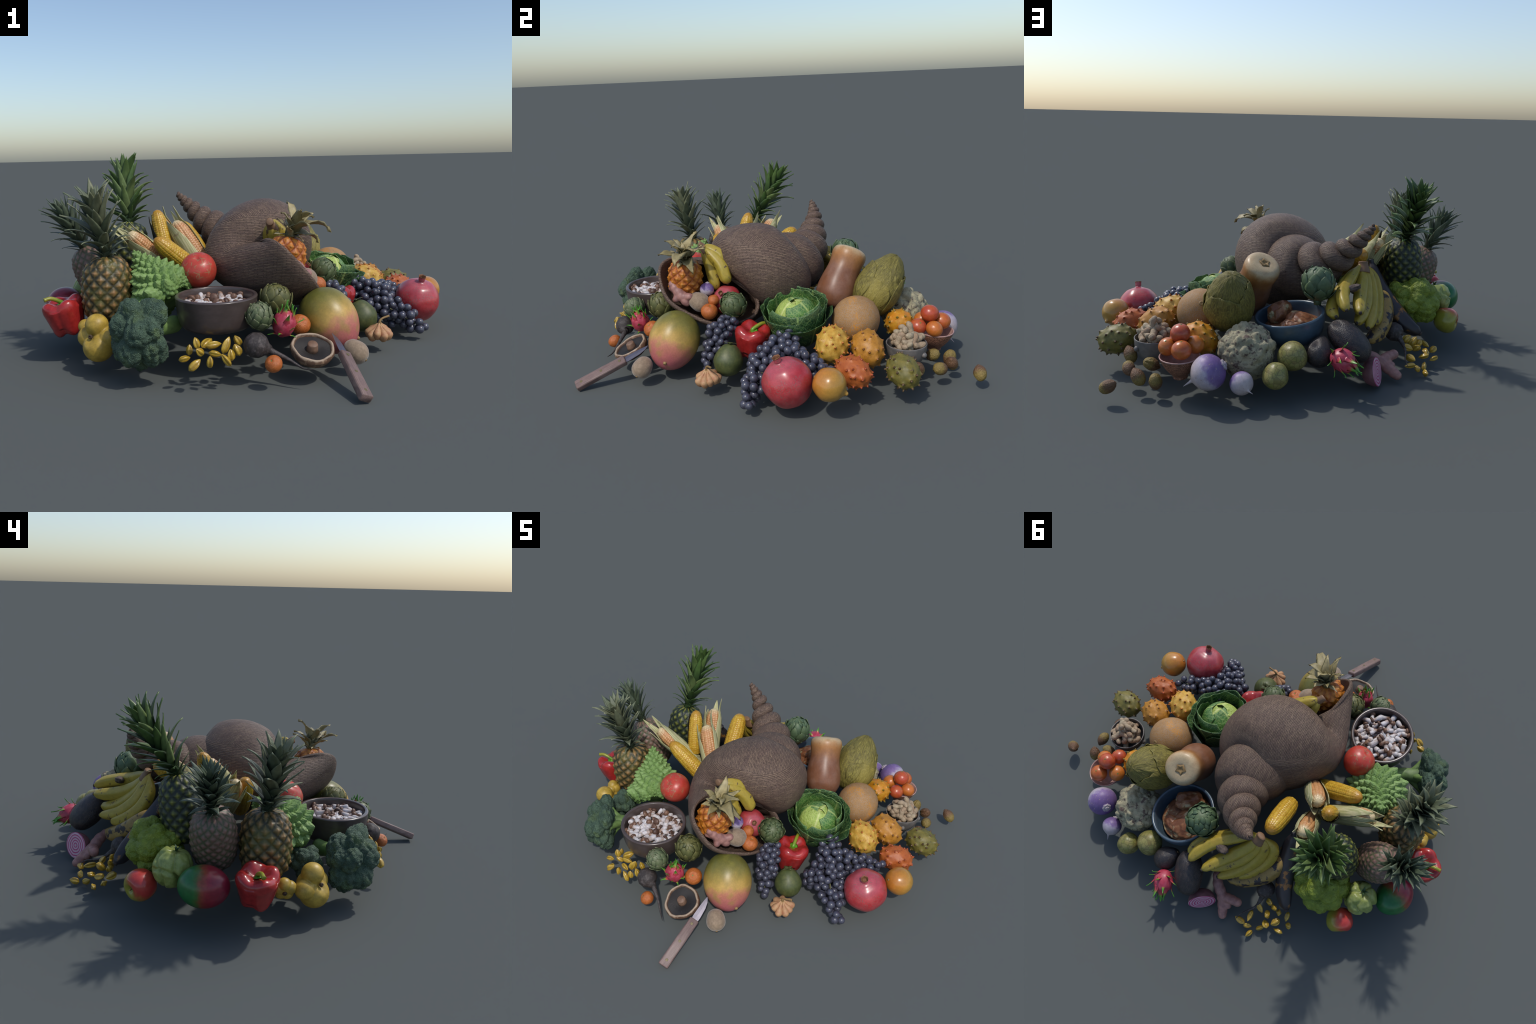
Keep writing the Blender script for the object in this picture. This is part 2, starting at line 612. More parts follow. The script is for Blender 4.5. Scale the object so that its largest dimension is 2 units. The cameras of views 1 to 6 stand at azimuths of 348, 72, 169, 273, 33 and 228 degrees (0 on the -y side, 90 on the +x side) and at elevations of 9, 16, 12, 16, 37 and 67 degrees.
for layer, zc, count, rad in ((0, .255, 26, .115), (1, .287, 64, .130)):
    got = tries = 0
    lay = []
    while got < count and tries < 6000:
        tries += 1
        a = r1.uniform(0, 6.283); rr = rad * math.sqrt(r1.random())
        p = np.array((rr * math.cos(a), rr * math.sin(a)))
        if all(np.hypot(*(p - q)) > .0235 for q in lay):
            lay.append(p)
            got += 1
            s = r1.uniform(.024, .037)
            ax = norm((r1.gauss(0, 1), r1.gauss(0, 1), r1.uniform(-.35, .55)))
            t = thing('mushroom', 'small white stemmed brown capped mushroom', 'mushroom',
                      orient((-.26 + p[0], -.48 + p[1], zc + r1.uniform(-.008, .014) + .008 * (1 - rr / rad)), ax, r1.uniform(0, 6.28), s))
            q = r1.randrange(4)
            obj('stem', stems[q], t)
            if r1.random() < .85:
                obj('cap', caps[q], t)

# ------------------------------------------------------------------ small shared pieces
def stem_mesh(name, path, radii, mat, nu=10):
    V, F = tube(spline(path, 14), np.interp(np.linspace(0, 1, 14), np.linspace(0, 1, len(radii)), radii), nu)
    return mesh(name, V, F, mat)

def ball(sub=5, semi=(1, 1, 1), disp=None):
    D, F = ico(sub)
    r = 1 if disp is None else disp(D)
    return D * np.asarray(r).reshape(-1, 1) * np.asarray(semi), F

def fruit(name, label, cat, part, V, F, mat, loc, axis=(0, 0, 1), roll=0., scale=1., side=None):
    t = thing(name, label, cat, orient(loc, axis, roll, scale, side))
    obj(part, mesh(part, V, F, mat), t)
    return t

def profile_ball(prof, nu=64, n=48, mod=None):
    return lathe(prof, nu, n, mod)

green_stem = Mat('green_stem', rough=.45).base('#5d7a1e')
m = Mat('dry_stem', rough=.7)
dry_stem = m.base(m.vary('#8a6f45', .3, 60))

# ------------------------------------------------------------------ bell peppers
m = Mat('pepper_red', rough=.26, spec=.5, coat=.2, coat_rough=.1)
pep_red = m.base(m.vary('#9e2826', .2, 45))
m = Mat('pepper_stem', rough=.35)
x, y, z = m.xyz()
pep_stem = m.base(m.mix(m.step(z, .06, .1), '#4f8a1e', '#8a8a2a'))
def pepper(loc, axis, tip, R, H, roll):
    t = thing('red_bell_pepper', 'glossy red lobed bell pepper with curved green stem', 'bell pepper', orient(loc, axis, roll))
    def mod(a, v):
        lob = abs(math.cos(2 * a + .3 * math.sin(a)))
        return 1 - (.17 - .05 * v) * (1 - lob) ** 1.6 * (.55 + .6 * abs(v - .45))
    V, F = lathe([(.001, -.40 * H), (.25 * R, -.46 * H), (.5 * R, -.50 * H), (.70 * R, -.42 * H), (.84 * R, -.2 * H), (.96 * R, .1 * H), (1.02 * R, .3 * H), (.93 * R, .45 * H), (.70 * R, .50 * H), (.42 * R, .44 * H), (.2 * R, .37 * H), (.001, .35 * H)], 72, 56, mod)
    a = np.arctan2(V[:, 1], V[:, 0]); rr = np.hypot(V[:, 0], V[:, 1]) / R
    V[:, 2] += np.where(V[:, 2] > .3 * H, .05 * H * np.cos(4 * a) * np.clip(rr * 1.5, 0, 1), 0)
    V[:, 2] -= np.where(V[:, 2] < -.3 * H, .06 * H * np.cos(4 * a) * np.clip(rr * 1.5, 0, 1), 0)
    V *= (1 + .02 * vnoise(V, 20, 3))[:, None]
    obj('pepper_flesh', mesh('pepper_flesh', V, F, pep_red), t)
    M = t.matrix_world.inverted()
    e = M @ Vector(tip)
    e = np.array(e)
    b = np.array((0, 0, .36 * H))
    V1, F1 = tube(spline([b, b + (0, 0, .012), b * .45 + e * .55 + np.array((0, 0, .018)), e], 16), np.interp(np.linspace(0, 1, 16), [0, .12, .3, .9, 1], [.026, .013, .0095, .0085, .010]), 12)
    obj('pepper_stem', mesh('pepper_stem', V1, F1, pep_stem), t)
pepper((-.884, -.154, .204), (-.22, -.03, .97), (-.968, -.182, .286), .088, .150, .3)
pepper((.374, -.126, .178), (.12, .10, .98), (.361, -.037, .252), .086, .155, .9)

# ------------------------------------------------------------------ mangoes
def mango_shape(a, b, c, seed):
    D, F = ico(5)
    r = 1 + .03 * vnoise(D, 1.3, seed)
    V = D * r[:, None] * (a, b, c)
    t = V[:, 2] / c
    V[:, :2] *= (1 - .10 * t + .02 * np.sin(3 * t))[:, None]
    return V, F
m = Mat('mango_blush', rough=.38, spec=.45)
x, y, z = m.xyz()
g = m.math('ADD', z, m.math('MULTIPLY', m.math('SUBTRACT', m.noise(22, 4), .5), .06))
c = m.ramp(m.step(g, -.16, .16), [(0, '#5c5e2a'), (.22, '#7c7134'), (.42, '#a0853e'), (.58, '#b5924c'), (.72, '#b5745c'), (1, '#ad5c62')])
c = m.mix(m.step(m.noise(16, 4), .5, .72, 0, .5), c, '#8a8236')
c = m.mix(m.step(m.vor(330), .02, .16, .35, 0.), c, '#d6b47a')
m.bump(m.noise(300, 2), .06, .002)
V, F = mango_shape(.122, .124, .148, 2)
mg = fruit('mango', 'large yellow green mango with pink blush', 'mango', 'mango_skin', V, F, m.base(c), (.222, -.480, .184), (.42, -.50, -.76), .4)
V, F = lathe([(.001, .006), (.006, .006), (.008, .002), (.01, -.004)], 14, 8)
obj('stem_scar', mesh('stem_scar', V, F, dry_stem), mg, orient((.05, .03, .128), (.4, .2, 1)))
m = Mat('mango_red_green', rough=.3, spec=.5)
x, y, z = m.xyz()
g = m.math('ADD', y, m.math('MULTIPLY', m.math('SUBTRACT', m.noise(20, 3), .5), .06))
c = m.ramp(m.step(g, -.10, .11), [(0, '#701d30'), (.30, '#86242e'), (.46, '#84422c'), (.58, '#4a5f2c'), (.72, '#2c6632'), (1, '#1f6636')])
V, F = ico(5)
V = V * (.087, .104, .086) * (1 + .03 * vnoise(V, 1.2, 5))[:, None]
fruit('mango', 'smooth mango half green half crimson', 'mango', 'mango_skin', V, F, m.base(m.vary(c, .15, 60)), (-.903, .056, .208))

# ------------------------------------------------------------------ quinces
m = Mat('quince_yellow', rough=.45)
qy = m.base(m.vary('#b0923a', .25, 40))
m = Mat('calyx_dark', rough=.8)
calyx_dark = m.base(m.vary('#4a3a2a', .3, 80))
def quince(loc, axis, s, big, seed, roll=0):
    r = np.random.RandomState(seed)
    D, F = ico(5)
    C, R = [], []
    if big:
        lob = [((.0, .62, .05), .58), ((.1, -.42, -.05), .78), ((.62, .06, -.1), .52), ((-.6, -.02, -.1), .52), ((.0, 0, -.2), .7)]
    else:
        lob = [((.5 * math.cos(a), .5 * math.sin(a), -.05), .62) for a in (0.3, 1.6, 2.9, 4.1, 5.2)] + [((0, 0, -.1), .75)]
    for c, q in lob:
        C.append(np.array(c)); R.append(q)
    rad = radial_union(D, C, R)
    V = D * rad[:, None] * s
    V -= V * (.35 * np.exp(-((V[:, 0] / s) ** 2 + (V[:, 1] / s) ** 2) * 14) * (V[:, 2] > 0))[:, None]
    t = fruit('quince', 'knobbly lobed bright yellow quince', 'quince', 'quince_skin', V, F, qy, loc, axis, roll)
    V, F = lathe([(.001, .004), (.006, .008), (.010, .002), (.006, -.006)], 9, 8)
    zz = .5 * s
    obj('calyx', mesh('calyx', V, F, calyx_dark), t, Matrix.Translation((0, .1 * s if big else 0, zz)))
quince((-.746, -.378, .158), (-.55, -.80, .15), .083, True, 1, 0.)
quince((-.792, -.26, .158), (-.92, -.1, -.35), .047, False, 2)

# ------------------------------------------------------------------ tomato, apple, kiwis, citrus
m = Mat('tomato_red', rough=.35, spec=.5)
c = m.mix(m.step(m.noise(30, 3), .3, .7), '#b4382c', '#aa4434')
x, y, z = m.xyz()
scar = m.math('MULTIPLY', m.step(m.vor(42, 'DISTANCE_TO_EDGE'), .0, .10, 1., 0.), m.step(m.noise(34, 3), .48, .56))
scar = m.math('MULTIPLY', scar, m.step(z, .0, .05))
c = m.mix(m.math('MULTIPLY', scar, .8), c, '#87805a')
V, F = lathe([(.001, -.93), (.4, -.92), (.8, -.62), (1, -.05), (.9, .5), (.6, .8), (.3, .9), (.1, .86), (.001, .83)], 56, 44)
fruit('tomato', 'round red tomato with russet scars', 'tomato', 'tomato_skin', V * .079, F, m.base(c), (-.303, -.252, .393), (-.15, -.55, .82))

m = Mat('apple_skin', rough=.28, spec=.5, coat=.2)
x, y, z = m.xyz()
g = m.math('ADD', x, m.math('MULTIPLY', m.math('SUBTRACT', m.noise(35, 4), .5), .05))
c = m.mix(m.step(g, -.012, .042), '#8f8a32', '#b03a32')
c = m.mix(m.step(m.vor(150), .0, .12, .5, 0.), c, '#c9b47a')
V, F = lathe([(.001, -.72), (.2, -.80), (.5, -.82), (.84, -.5), (1, .05), (.94, .5), (.68, .82), (.4, .88), (.18, .76), (.06, .6), (.001, .55)], 56, 48, lambda a, v: 1 + .03 * math.cos(5 * a) * (1 - v))
ap = fruit('apple', 'red and green apple with short stem', 'apple', 'apple_skin', V * .067, F, m.base(c), (-.802, .330, .154), (-.75, .62, -.12), side=(-.1, -.8, .6))
obj('apple_stem', stem_mesh('apple_stem', [(0, 0, .036), (.001, 0, .05), (.006, 0, .062)], [.003, .002, .003], dry_stem), ap)

m = Mat('kiwi_skin', rough=.75, sheen=.3)
kiwi_m = m.base(m.vary(m.mix(m.step(m.noise(45, 4), .4, .7), '#84705a', '#8f7b64'), .08, 90))
m.bump(m.noise(250, 2), .25, .002)
for loc, ax, s in (((.276, -.651, .095), (.55, -.6, -.5), 1.), ((.164, -.331, .344), (.4, .5, -.3), 1.0)):
    V, F = lathe([(.001, -.054), (.016, -.052), (.036, -.036), (.047, 0), (.043, .028), (.026, .047), (.010, .053), (.001, .052)], 40, 30)
    t = fruit('kiwi', 'fuzzy brown oval kiwi fruit', 'kiwi', 'kiwi_skin', V * s, F, kiwi_m, loc, ax)
    V, F = lathe([(.001, .002), (.004, .003), (.006, .0), (.007, -.004)], 10, 6)
    obj('stem_scar', mesh('stem_scar', V, F, dry_stem), t, Matrix.Translation((0, 0, .054 * s)))

m = Mat('tangerine_peel', rough=.4, spec=.5)
c = m.mix(m.step(m.noise(3, 3), .35, .7), '#a85a26', '#b5662e')
m.bump(m.vor(16), .25, .03)
tang_m = m.base(c)
star = Mat('green_button', rough=.6).base('#5f7a3a')
TV, TF = lathe([(.001, -.80), (.25, -.84), (.7, -.66), (1, -.05), (.88, .5), (.5, .82), (.25, .87), (.1, .83), (.001, .80)], 44, 36, lambda a, v: 1 + .012 * math.cos(9 * a) * (v > .8))
tang_me = mesh('tangerine_peel', TV, TF, tang_m)
SV, SF = lathe([(.001, .03), (.07, .02), (.10, -.01), (.05, -.03)], 10, 8, lambda a, v: 1 + .35 * math.cos(5 * a))
star_me = mesh('stem_button', SV, SF, star)
for loc, s, ax in (((.069, -.563, .200), .043, (.3, -.5, .8)), ((-.086, -.746, .105), .034, (-.5, -.6, .7)), ((.223, -.295, .306), .042, (.3, .1, .9)), ((.190, -.263, .351), .030, (.1, .1, -.9))):
    t = thing('tangerine', 'small dimpled orange tangerine', 'tangerine', orient(loc, ax, 0, s))
    obj('peel', tang_me, t)
    obj('stem_button', star_me, t, Matrix.Translation((0, 0, .82)))

m = Mat('tangelo_peel', rough=.28, spec=.5, coat=.15)
x, y, z = m.xyz()
c = m.mix(m.step(m.math('ADD', m.math('MULTIPLY', m.rand(), .9), m.math('MULTIPLY', m.noise(1.5, 2), .8)), .4, 1.3), '#b86a2a', '#a8402a')
m.bump(m.vor(14), .08, .04)
tan_me = mesh('tangelo_peel', *ball(4, (1, 1, .95)), m.base(c))
for loc, s in (((.613, .709, .274), .044), ((.622, .640, .218), .041), ((.612, .778, .222), .044), ((.550, .706, .218), .042), ((.668, .702, .213), .041)):
    t = thing('tangelo', 'shiny red orange tangelo', 'tangelo', orient(loc, (rng.uniform(-1, 1), rng.uniform(-1, 1), 1), 0, s))
    obj('peel', tan_me, t)
    obj('stem_button', star_me, t, Matrix.Translation((0, 0, .945)))

m = Mat('orange_nipple_fruit', rough=.28, spec=.5, coat=.2)
x, y, z = m.xyz()
c = m.mix(m.step(m.math('ADD', z, m.math('MULTIPLY', m.noise(30, 3), .05)), -.05, .07), '#b0702a', '#a88038')
V, F = lathe([(.001, -.067), (.02, -.066), (.05, -.05), (.0715, -.005), (.066, .03), (.045, .058), (.022, .070), (.011, .078), (.007, .086), (.001, .089)], 52, 44)
t = fruit('lemon', 'smooth orange lemon with a nipple tip', 'lemon', 'lemon_peel', V, F, m.base(c), (.922, .041, .172), (.57, .72, -.40))
V, F = lathe([(.001, .003), (.005, .002), (.007, -.002)], 10, 6)
obj('stem_scar', mesh('stem_scar', V, F, dry_stem), t, orient((0, 0, -.068), (0, 0, -1)))

# ------------------------------------------------------------------ pomegranates
m = Mat('pomegranate_skin', rough=.3, spec=.5, coat=.2, coat_rough=.2)
x, y, z = m.xyz()
c = m.mix(m.step(m.noise(3.2, 3), .3, .7), '#a02c31', '#ae3e42')
c = m.mix(m.step(z, .55, 1.0, 0, .55), c, '#ac5a66')
sp = m.math('MULTIPLY', m.step(m.noise(16, 4, .75), .50, .62), m.step(m.noise(2.2, 3), .40, .58))
c = m.mix(m.math('MULTIPLY', sp, .8), c, '#7c5c56')
pom_m = m.base(c)
PV, PF = lathe([(.001, -.93), (.3, -.93), (.75, -.68), (1, -.05), (.93, .42), (.62, .80), (.35, .93), (.22, .97), (.14, 1.02), (.13, 1.12), (.135, 1.24)], 56, 60, lambda a, v: 1 + .022 * math.cos(6 * a) * math.sin(math.pi * v))
PV[:, :2] *= np.where(PV[:, 2] > 1.05, 1.15, 1)[:, None]
pom_me = mesh('pomegranate_rind', PV, PF, pom_m)
m = Mat('pomegranate_crown', rough=.7)
crown_m = m.base(m.vary('#7d5436', .4, 9))
CV, CF = lathe([(.150, 1.215), (.165, 1.26), (.155, 1.27), (.13, 1.22), (.10, 1.1), (.001, 1.08)], 24, 16, lambda a, v: 1 + .10 * math.cos(6 * a) * (.2 < v < .7))
crown_me = mesh('calyx_crown', CV, CF, crown_m)
for loc, ax, s in (((.806, -.100, .155), (.03, -.36, .93), .1085), ((.154, -.184, .327), (.55, -.48, .67), .074)):
    t = thing('pomegranate', 'glossy crimson pomegranate with a calyx crown', 'pomegranate', orient(loc, ax, 0, s))
    obj('rind', pom_me, t)
    obj('calyx_crown', crown_me, t)

# ------------------------------------------------------------------ turnips, black radishes, celeriac, beet
m = Mat('turnip_skin', rough=.45, spec=.4)
x, y, z = m.xyz()
g = m.math('ADD', z, m.math('MULTIPLY', m.math('SUBTRACT', m.noise(2.5, 4), .5), .9))
c = m.ramp(m.step(g, -.9, 1.0), [(0, '#b0a3a2'), (.42, '#a89fae'), (.64, '#7c6694'), (1, '#664f80')])
c = m.mix(m.step(m.noise(6, 4), .6, .75), c, '#9c8a84')
turn_m = m.base(c)
TV, TF = lathe([(.001, -1.5), (.012, -1.48), (.04, -1.3), (.08, -1.1), (.16, -.98), (.45, -.84), (.8, -.55), (1, -.02), (.88, .5), (.55, .82), (.3, .92), (.27, .98), (.25, 1.0)], 52, 60)
TV[:, 0] += np.where(TV[:, 2] < -.95, (TV[:, 2] + .95) * .35, 0)
turn_me = mesh('turnip_root', TV, TF, turn_m)
m = Mat('turnip_crown', rough=.7)
tc_m = m.base(m.vary('#a59aa0', .4, 10))
CV, CF = lathe([(.28, .9), (.30, .98), (.22, 1.05), (.16, 1.02), (.13, 1.1), (.05, 1.12), (.001, 1.1)], 22, 18, lambda a, v: 1 + .1 * math.cos(7 * a))
tcrown_me = mesh('leaf_scar', CV, CF, tc_m)
for loc, ax, s in (((.506, .854, .147), (-.86, .10, .46), .077), ((.37, .899, .109), (.39, -.88, .29), .0505), ((.129, -.28, .390), (-.1, .2, 1), .036)):
    t = thing('turnip', 'white and purple turnip with a tapering root', 'turnip', orient(loc, ax, 0, s))
    obj('root', turn_me, t)
    obj('leaf_scar', tcrown_me, t)

m = Mat('radish_black', rough=.6, spec=.4)
c = m.mix(m.step(m.noise(60, 5, .7), .45, .72), '#352f2d', '#5a5250')
m.bump(m.noise(90, 4), .4, .003)
rad_m = m.base(c)
def radish(loc, tail, r):
    loc = np.array(loc)
    tail = [np.array(p) for p in tail]
    d = norm(tail[0] - loc)
    path = [loc - d * r * .95, loc - d * r * .6, loc, loc + d * r * .5, loc + d * r * .85] + tail
    rr = [.25, .8, 1, .86, .5, .27, .13, .07, .02]
    n = 46
    P = spline(path, n)
    R = np.interp(np.linspace(0, 1, n), np.linspace(0, 1, len(path)), [q * r for q in rr[:len(path)]])
    P0 = P - loc
    V, F = tube(P0, R, 22)
    V = V * (1 + .025 * vnoise(V, 30, 3))[:, None]
    t = thing('black_radish', 'round black radish with a long thin tail', 'radish', Matrix.Translation(Vector(loc)))
    obj('root', mesh('root', V, F, rad_m), t)
radish((-.139, -.681, .165), [(-.092, -.690, .144), (-.02, -.735, .111), (.02, -.768, .088), (.061, -.799, .086)], .051)
radish((-.444, .509, .165), [(-.460, .552, .140), (-.468, .60, .108), (-.442, .675, .085), (-.44, .72, .062)], .048)

m = Mat('celeriac_skin', rough=.75)
x, y, z = m.xyz()
c = m.mix(m.step(m.noise(25, 5, .65), .35, .62), '#857f66', '#a29a7c')
c = m.mix(m.step(m.noise(34, 5, .7), .52, .62), c, '#54423a')
m.bump(m.noise(60, 5, .65), .7, .006)
D, F = ico(6)
r0 = np.random.RandomState(8)
C = [np.zeros(3)]; R = [1.]
for p in fib(150, .06, 4):
    if p[2] > -.02 + .2 * r0.rand():
        C.append(p * r0.uniform(.84, .95)); R.append(r0.uniform(.12, .25))
rad = radial_union(D, C, R)
rad = rad + .05 * fbm(D, 5, 4, 2) * (D[:, 2] > -.2) + .02 * fbm(D, 9, 3, 7)
V = D * rad[:, None] * (.118, .118, .122)
fruit('celeriac', 'pale knobbly celeriac root', 'celeriac', 'root', V, F, m.base(c), (.322, .733, .178), (.05, -.1, 1))

m = Mat('beet_skin', rough=.5)
beet_skin = m.base(m.vary('#80565a', .25, 25))
m = Mat('beet_rings', rough=.35)
x, y, z = m.xyz()
rr = m.math('SQRT', m.math('ADD', m.math('MULTIPLY', x, x), m.math('MULTIPLY', y, y)))
rr = m.math('ADD', rr, m.math('MULTIPLY', m.math('SUBTRACT', m.noise(18, 2), .5), .012))
s = m.math('SINE', m.math('MULTIPLY', rr, 455.))
beet_cut = m.base(m.mix(m.step(s, -.45, .1), '#b03f70', '#c4a3b0'))
bt = thing('candy_beet', 'halved pink candy striped beet', 'beet', orient((-.262, .790, .080), (-.80, .51, .22)))
V, F = lathe([(.066, .0), (.066, -.004), (.063, -.025), (.05, -.05), (.03, -.064), (.012, -.075), (.001, -.078)], 44, 26)
V[:, 0] *= 1.08
obj('beet_skin', mesh('beet_skin', V, F, beet_skin), bt)
V, F = lathe([(.001, .002), (.03, .002), (.06, .0015), (.0655, 0)], 44, 10)
V[:, 0] *= 1.08
obj('cut_face', mesh('cut_face', V, F, beet_cut), bt)

# ------------------------------------------------------------------ avocado kinds, papaya, melon, squash, cherimoya
m = Mat('avocado_skin', rough=.32, spec=.5)
c = m.mix(m.step(m.noise(5, 5, .65), .42, .68), '#2a2628', '#443a34')
m.bump(m.vor(26), .3, .03)
avo = m.base(c)
AV, AF = lathe([(.001, -.98), (.3, -.96), (.75, -.7), (1, -.18), (.92, .3), (.66, .78), (.42, 1.12), (.25, 1.25), (.001, 1.28)], 48, 44)
avo_me = mesh('avocado_skin', AV, AF, avo)
for loc, ax, s in (((.012, .790, .184), (-.36, -.70, .60), (.060, .060, .066)),):
    t = thing('avocado', 'dark pebbled pear shaped avocado', 'avocado', orient(loc, ax, 0, s))
    obj('avocado_skin', avo_me, t)
    V, F = lathe([(.001, .05), (.06, .04), (.08, -.02), (.06, -.06)], 10, 6)
    obj('stem_scar', mesh('stem_scar', V, F, dry_stem), t, Matrix.Translation((0, 0, 1.27)))

V, F = lathe([(.001, -1.0), (.35, -.97), (.78, -.72), (1, -.2), (1, .2), (.86, .62), (.55, .92), (.25, 1.0), (.001, 1.01)], 48, 44)
obj('avocado_skin', mesh('avocado_skin', V, F, avo), thing('avocado', 'large dark pebbled avocado', 'avocado', orient((-.135, .754, .219), (.134, -.133, .129), 0, (.070, .070, .114))))

m = Mat('papaya_green', rough=.5)
papaya_m = m.base(m.vary(m.mix(m.step(m.noise(30, 4), .4, .7), '#464e28', '#565a30'), .18, 90))
V, F = lathe([(.001, -.073), (.02, -.072), (.052, -.054), (.070, -.012), (.064, .022), (.047, .052), (.030, .069), (.012, .076), (.001, .074)], 48, 40, lambda a, v: 1 + .025 * math.cos(5 * a) * v)
pp = fruit('papaya', 'small dull olive green papaya', 'papaya', 'papaya_skin', V, F, papaya_m, (.45, -.268, .137), (-.25, .25, .93))
V, F = leaf_shape(.03, .028, curve=1.2, fold=.1, thick=.08, n=5)
cal_me = mesh('calyx_leaf', V, F, papaya_m)
for k in range(4):
    a = k * 1.571 + .4
    obj('calyx_leaf', cal_me, pp, Matrix.Translation((.002 * math.cos(a), .002 * math.sin(a), .074)) @ Matrix.Rotation(a, 4, 'Z') @ Matrix.Rotation(.9, 4, 'Y'))

m = Mat('melon_netted', rough=.7)
net = m.step(m.vor(125, 'DISTANCE_TO_EDGE'), .04, .16)
x, y, z = m.xyz()
patch = m.step(m.noise(11, 3), .52, .68)
c = m.mix(net, '#94795c', m.mix(patch, '#99703c', '#b87c22'))
m.bump(net, -.4, .002)
V, F = ball(5, (.114, .114, .119), lambda D: 1 + .012 * vnoise(D, 2, 3))
ml = fruit('netted_melon', 'round tan netted cantaloupe melon', 'melon', 'melon_rind', V, F, m.base(c), (.503, .366, .258), (0, .65, .5))
V, F = lathe([(.001, .002), (.008, .004), (.014, .0), (.016, -.006)], 18, 8)
obj('stem_scar', mesh('stem_scar', V, F, dry_stem), ml, Matrix.Translation((0, 0, .118)))

m = Mat('butternut_skin', rough=.38, spec=.4)
x, y, z = m.xyz()
c = m.mix(m.step(m.noise(16, 4), .3, .75), '#744a32', '#7e5c4a')
c = m.mix(m.step(m.math('ADD', z, m.math('MULTIPLY', m.noise(22, 4), .07)), .06, .16), c, '#9c6c3e')
c = m.mix(m.step(m.math('ADD', z, m.math('MULTIPLY', m.noise(26, 4), .06)), .135, .20), c, '#b8a27e')
V, F = lathe([(.001, -.17), (.03, -.168), (.07, -.152), (.094, -.112), (.099, -.07), (.095, -.02), (.086, .035), (.084, .075), (.089, .118), (.084, .147), (.064, .162), (.035, .163), (.02, .158), (.001, .156)], 56, 56)
V *= (1 + .02 * vnoise(V, 9, 4))[:, None]
bn = fruit('butternut_squash', 'tan glossy butternut squash with pale stem end', 'squash', 'squash_skin', V, F, m.base(c), (.252, .402, .392), (-.27, .52, .84))
V, F = lathe([(.025, -.004), (.024, .006), (.016, .008), (.008, .003), (.001, .003)], 10, 10, lambda a, v: 1 + .25 * math.cos(5 * a))
obj('stem_stub', mesh('stem_stub', V, F, dry_stem), bn, Matrix.Translation((0, 0, .158)))

m = Mat('cherimoya_skin', rough=.42)
cell = m.vor(46, 'DISTANCE_TO_EDGE')
c = m.mix(m.step(cell, .0, .10), '#544f2a', m.mix(m.vor(34, 'F1', 'Color'), '#7b7c3c', '#8c8a4c'))
c = m.mix(.75, m.mix(m.step(cell, .0, .10), '#5a5330', '#838145'), m.mix(m.step(m.noise(32), .42, .68), '#747438', '#8a7a48'))
tone = m.vor(46, 'F1', 'Color')
c = m.mix(m.step(m.xyz(tone)[0], .1, .9, 0, .7), c, '#8c8650')
c = m.mix(m.step(m.xyz(tone)[1], .6, 1., 0, .6), c, '#6a5c34')
c = m.mix(m.step(cell, .0, .10, .6, 0.), c, '#5a5430')
m.bump(m.step(cell, 0, .2), .15, .002)
cher = m.base(c)
for loc, ax, s in (((.136, .804, .180), (.1, .55, .5), .066), ((.227, .890, .130), (-.55, -.1, -.3), .058)):
    V, F = lathe([(.001, -.85), (.3, -.86), (.8, -.6), (1, 0), (.86, .5), (.5, .85), (.25, 1.0), (.001, 1.03)], 44, 36, lambda a, v: 1 + .03 * math.cos(3 * a + 4 * v))
    fruit('cherimoya', 'scaly yellow green cherimoya', 'cherimoya', 'cherimoya_skin', V * s, F, cher, loc, ax)

m = Mat('chayote_skin', rough=.4)
x, y, z = m.xyz()
c = m.mix(m.step(m.noise(36, 4), .35, .7), '#7c8842', '#98a05a')
m.bump(m.noise(30, 4), .3, .004)
D, F = ico(5)
a = np.arctan2(D[:, 1], D[:, 0])
fold = np.abs(np.sin(2.5 * a + 1.1 * np.sin(3 * D[:, 2]) + .8 * vnoise(D, 2, 3)))
rad = 1.04 - .24 * (1 - fold) ** 3 * np.sqrt(np.clip(1 - D[:, 2] ** 2, 0, 1)) + .04 * fbm(D, 3, 3, 5) - .25 * np.exp(-((D[:, 2] - 1) / .12) ** 2) - .18 * np.exp(-((D[:, 2] + .15 + .2 * np.sin(a * 2)) / .08) ** 2) * (np.cos(a) > -.2)
cy = fruit('chayote', 'pale green wrinkled folded chayote', 'chayote', 'chayote_skin', D * rad[:, None] * (.079, .079, .086), F, m.base(c), (-.798, .198, .239), (.05, -.2, .97), 3.4)
V, F = leaf_shape(.035, .014, curve=1.3, fold=.2, thick=.1, n=5)
cc_me = mesh('calyx_leaf', V, F, Mat('calyx_green', rough=.6).base('#33502a'))
for k in range(4):
    obj('calyx_leaf', cc_me, cy, Matrix.Translation((0, 0, .066)) @ Matrix.Rotation(k * 1.6, 4, 'Z') @ Matrix.Rotation(.3, 4, 'Y'))

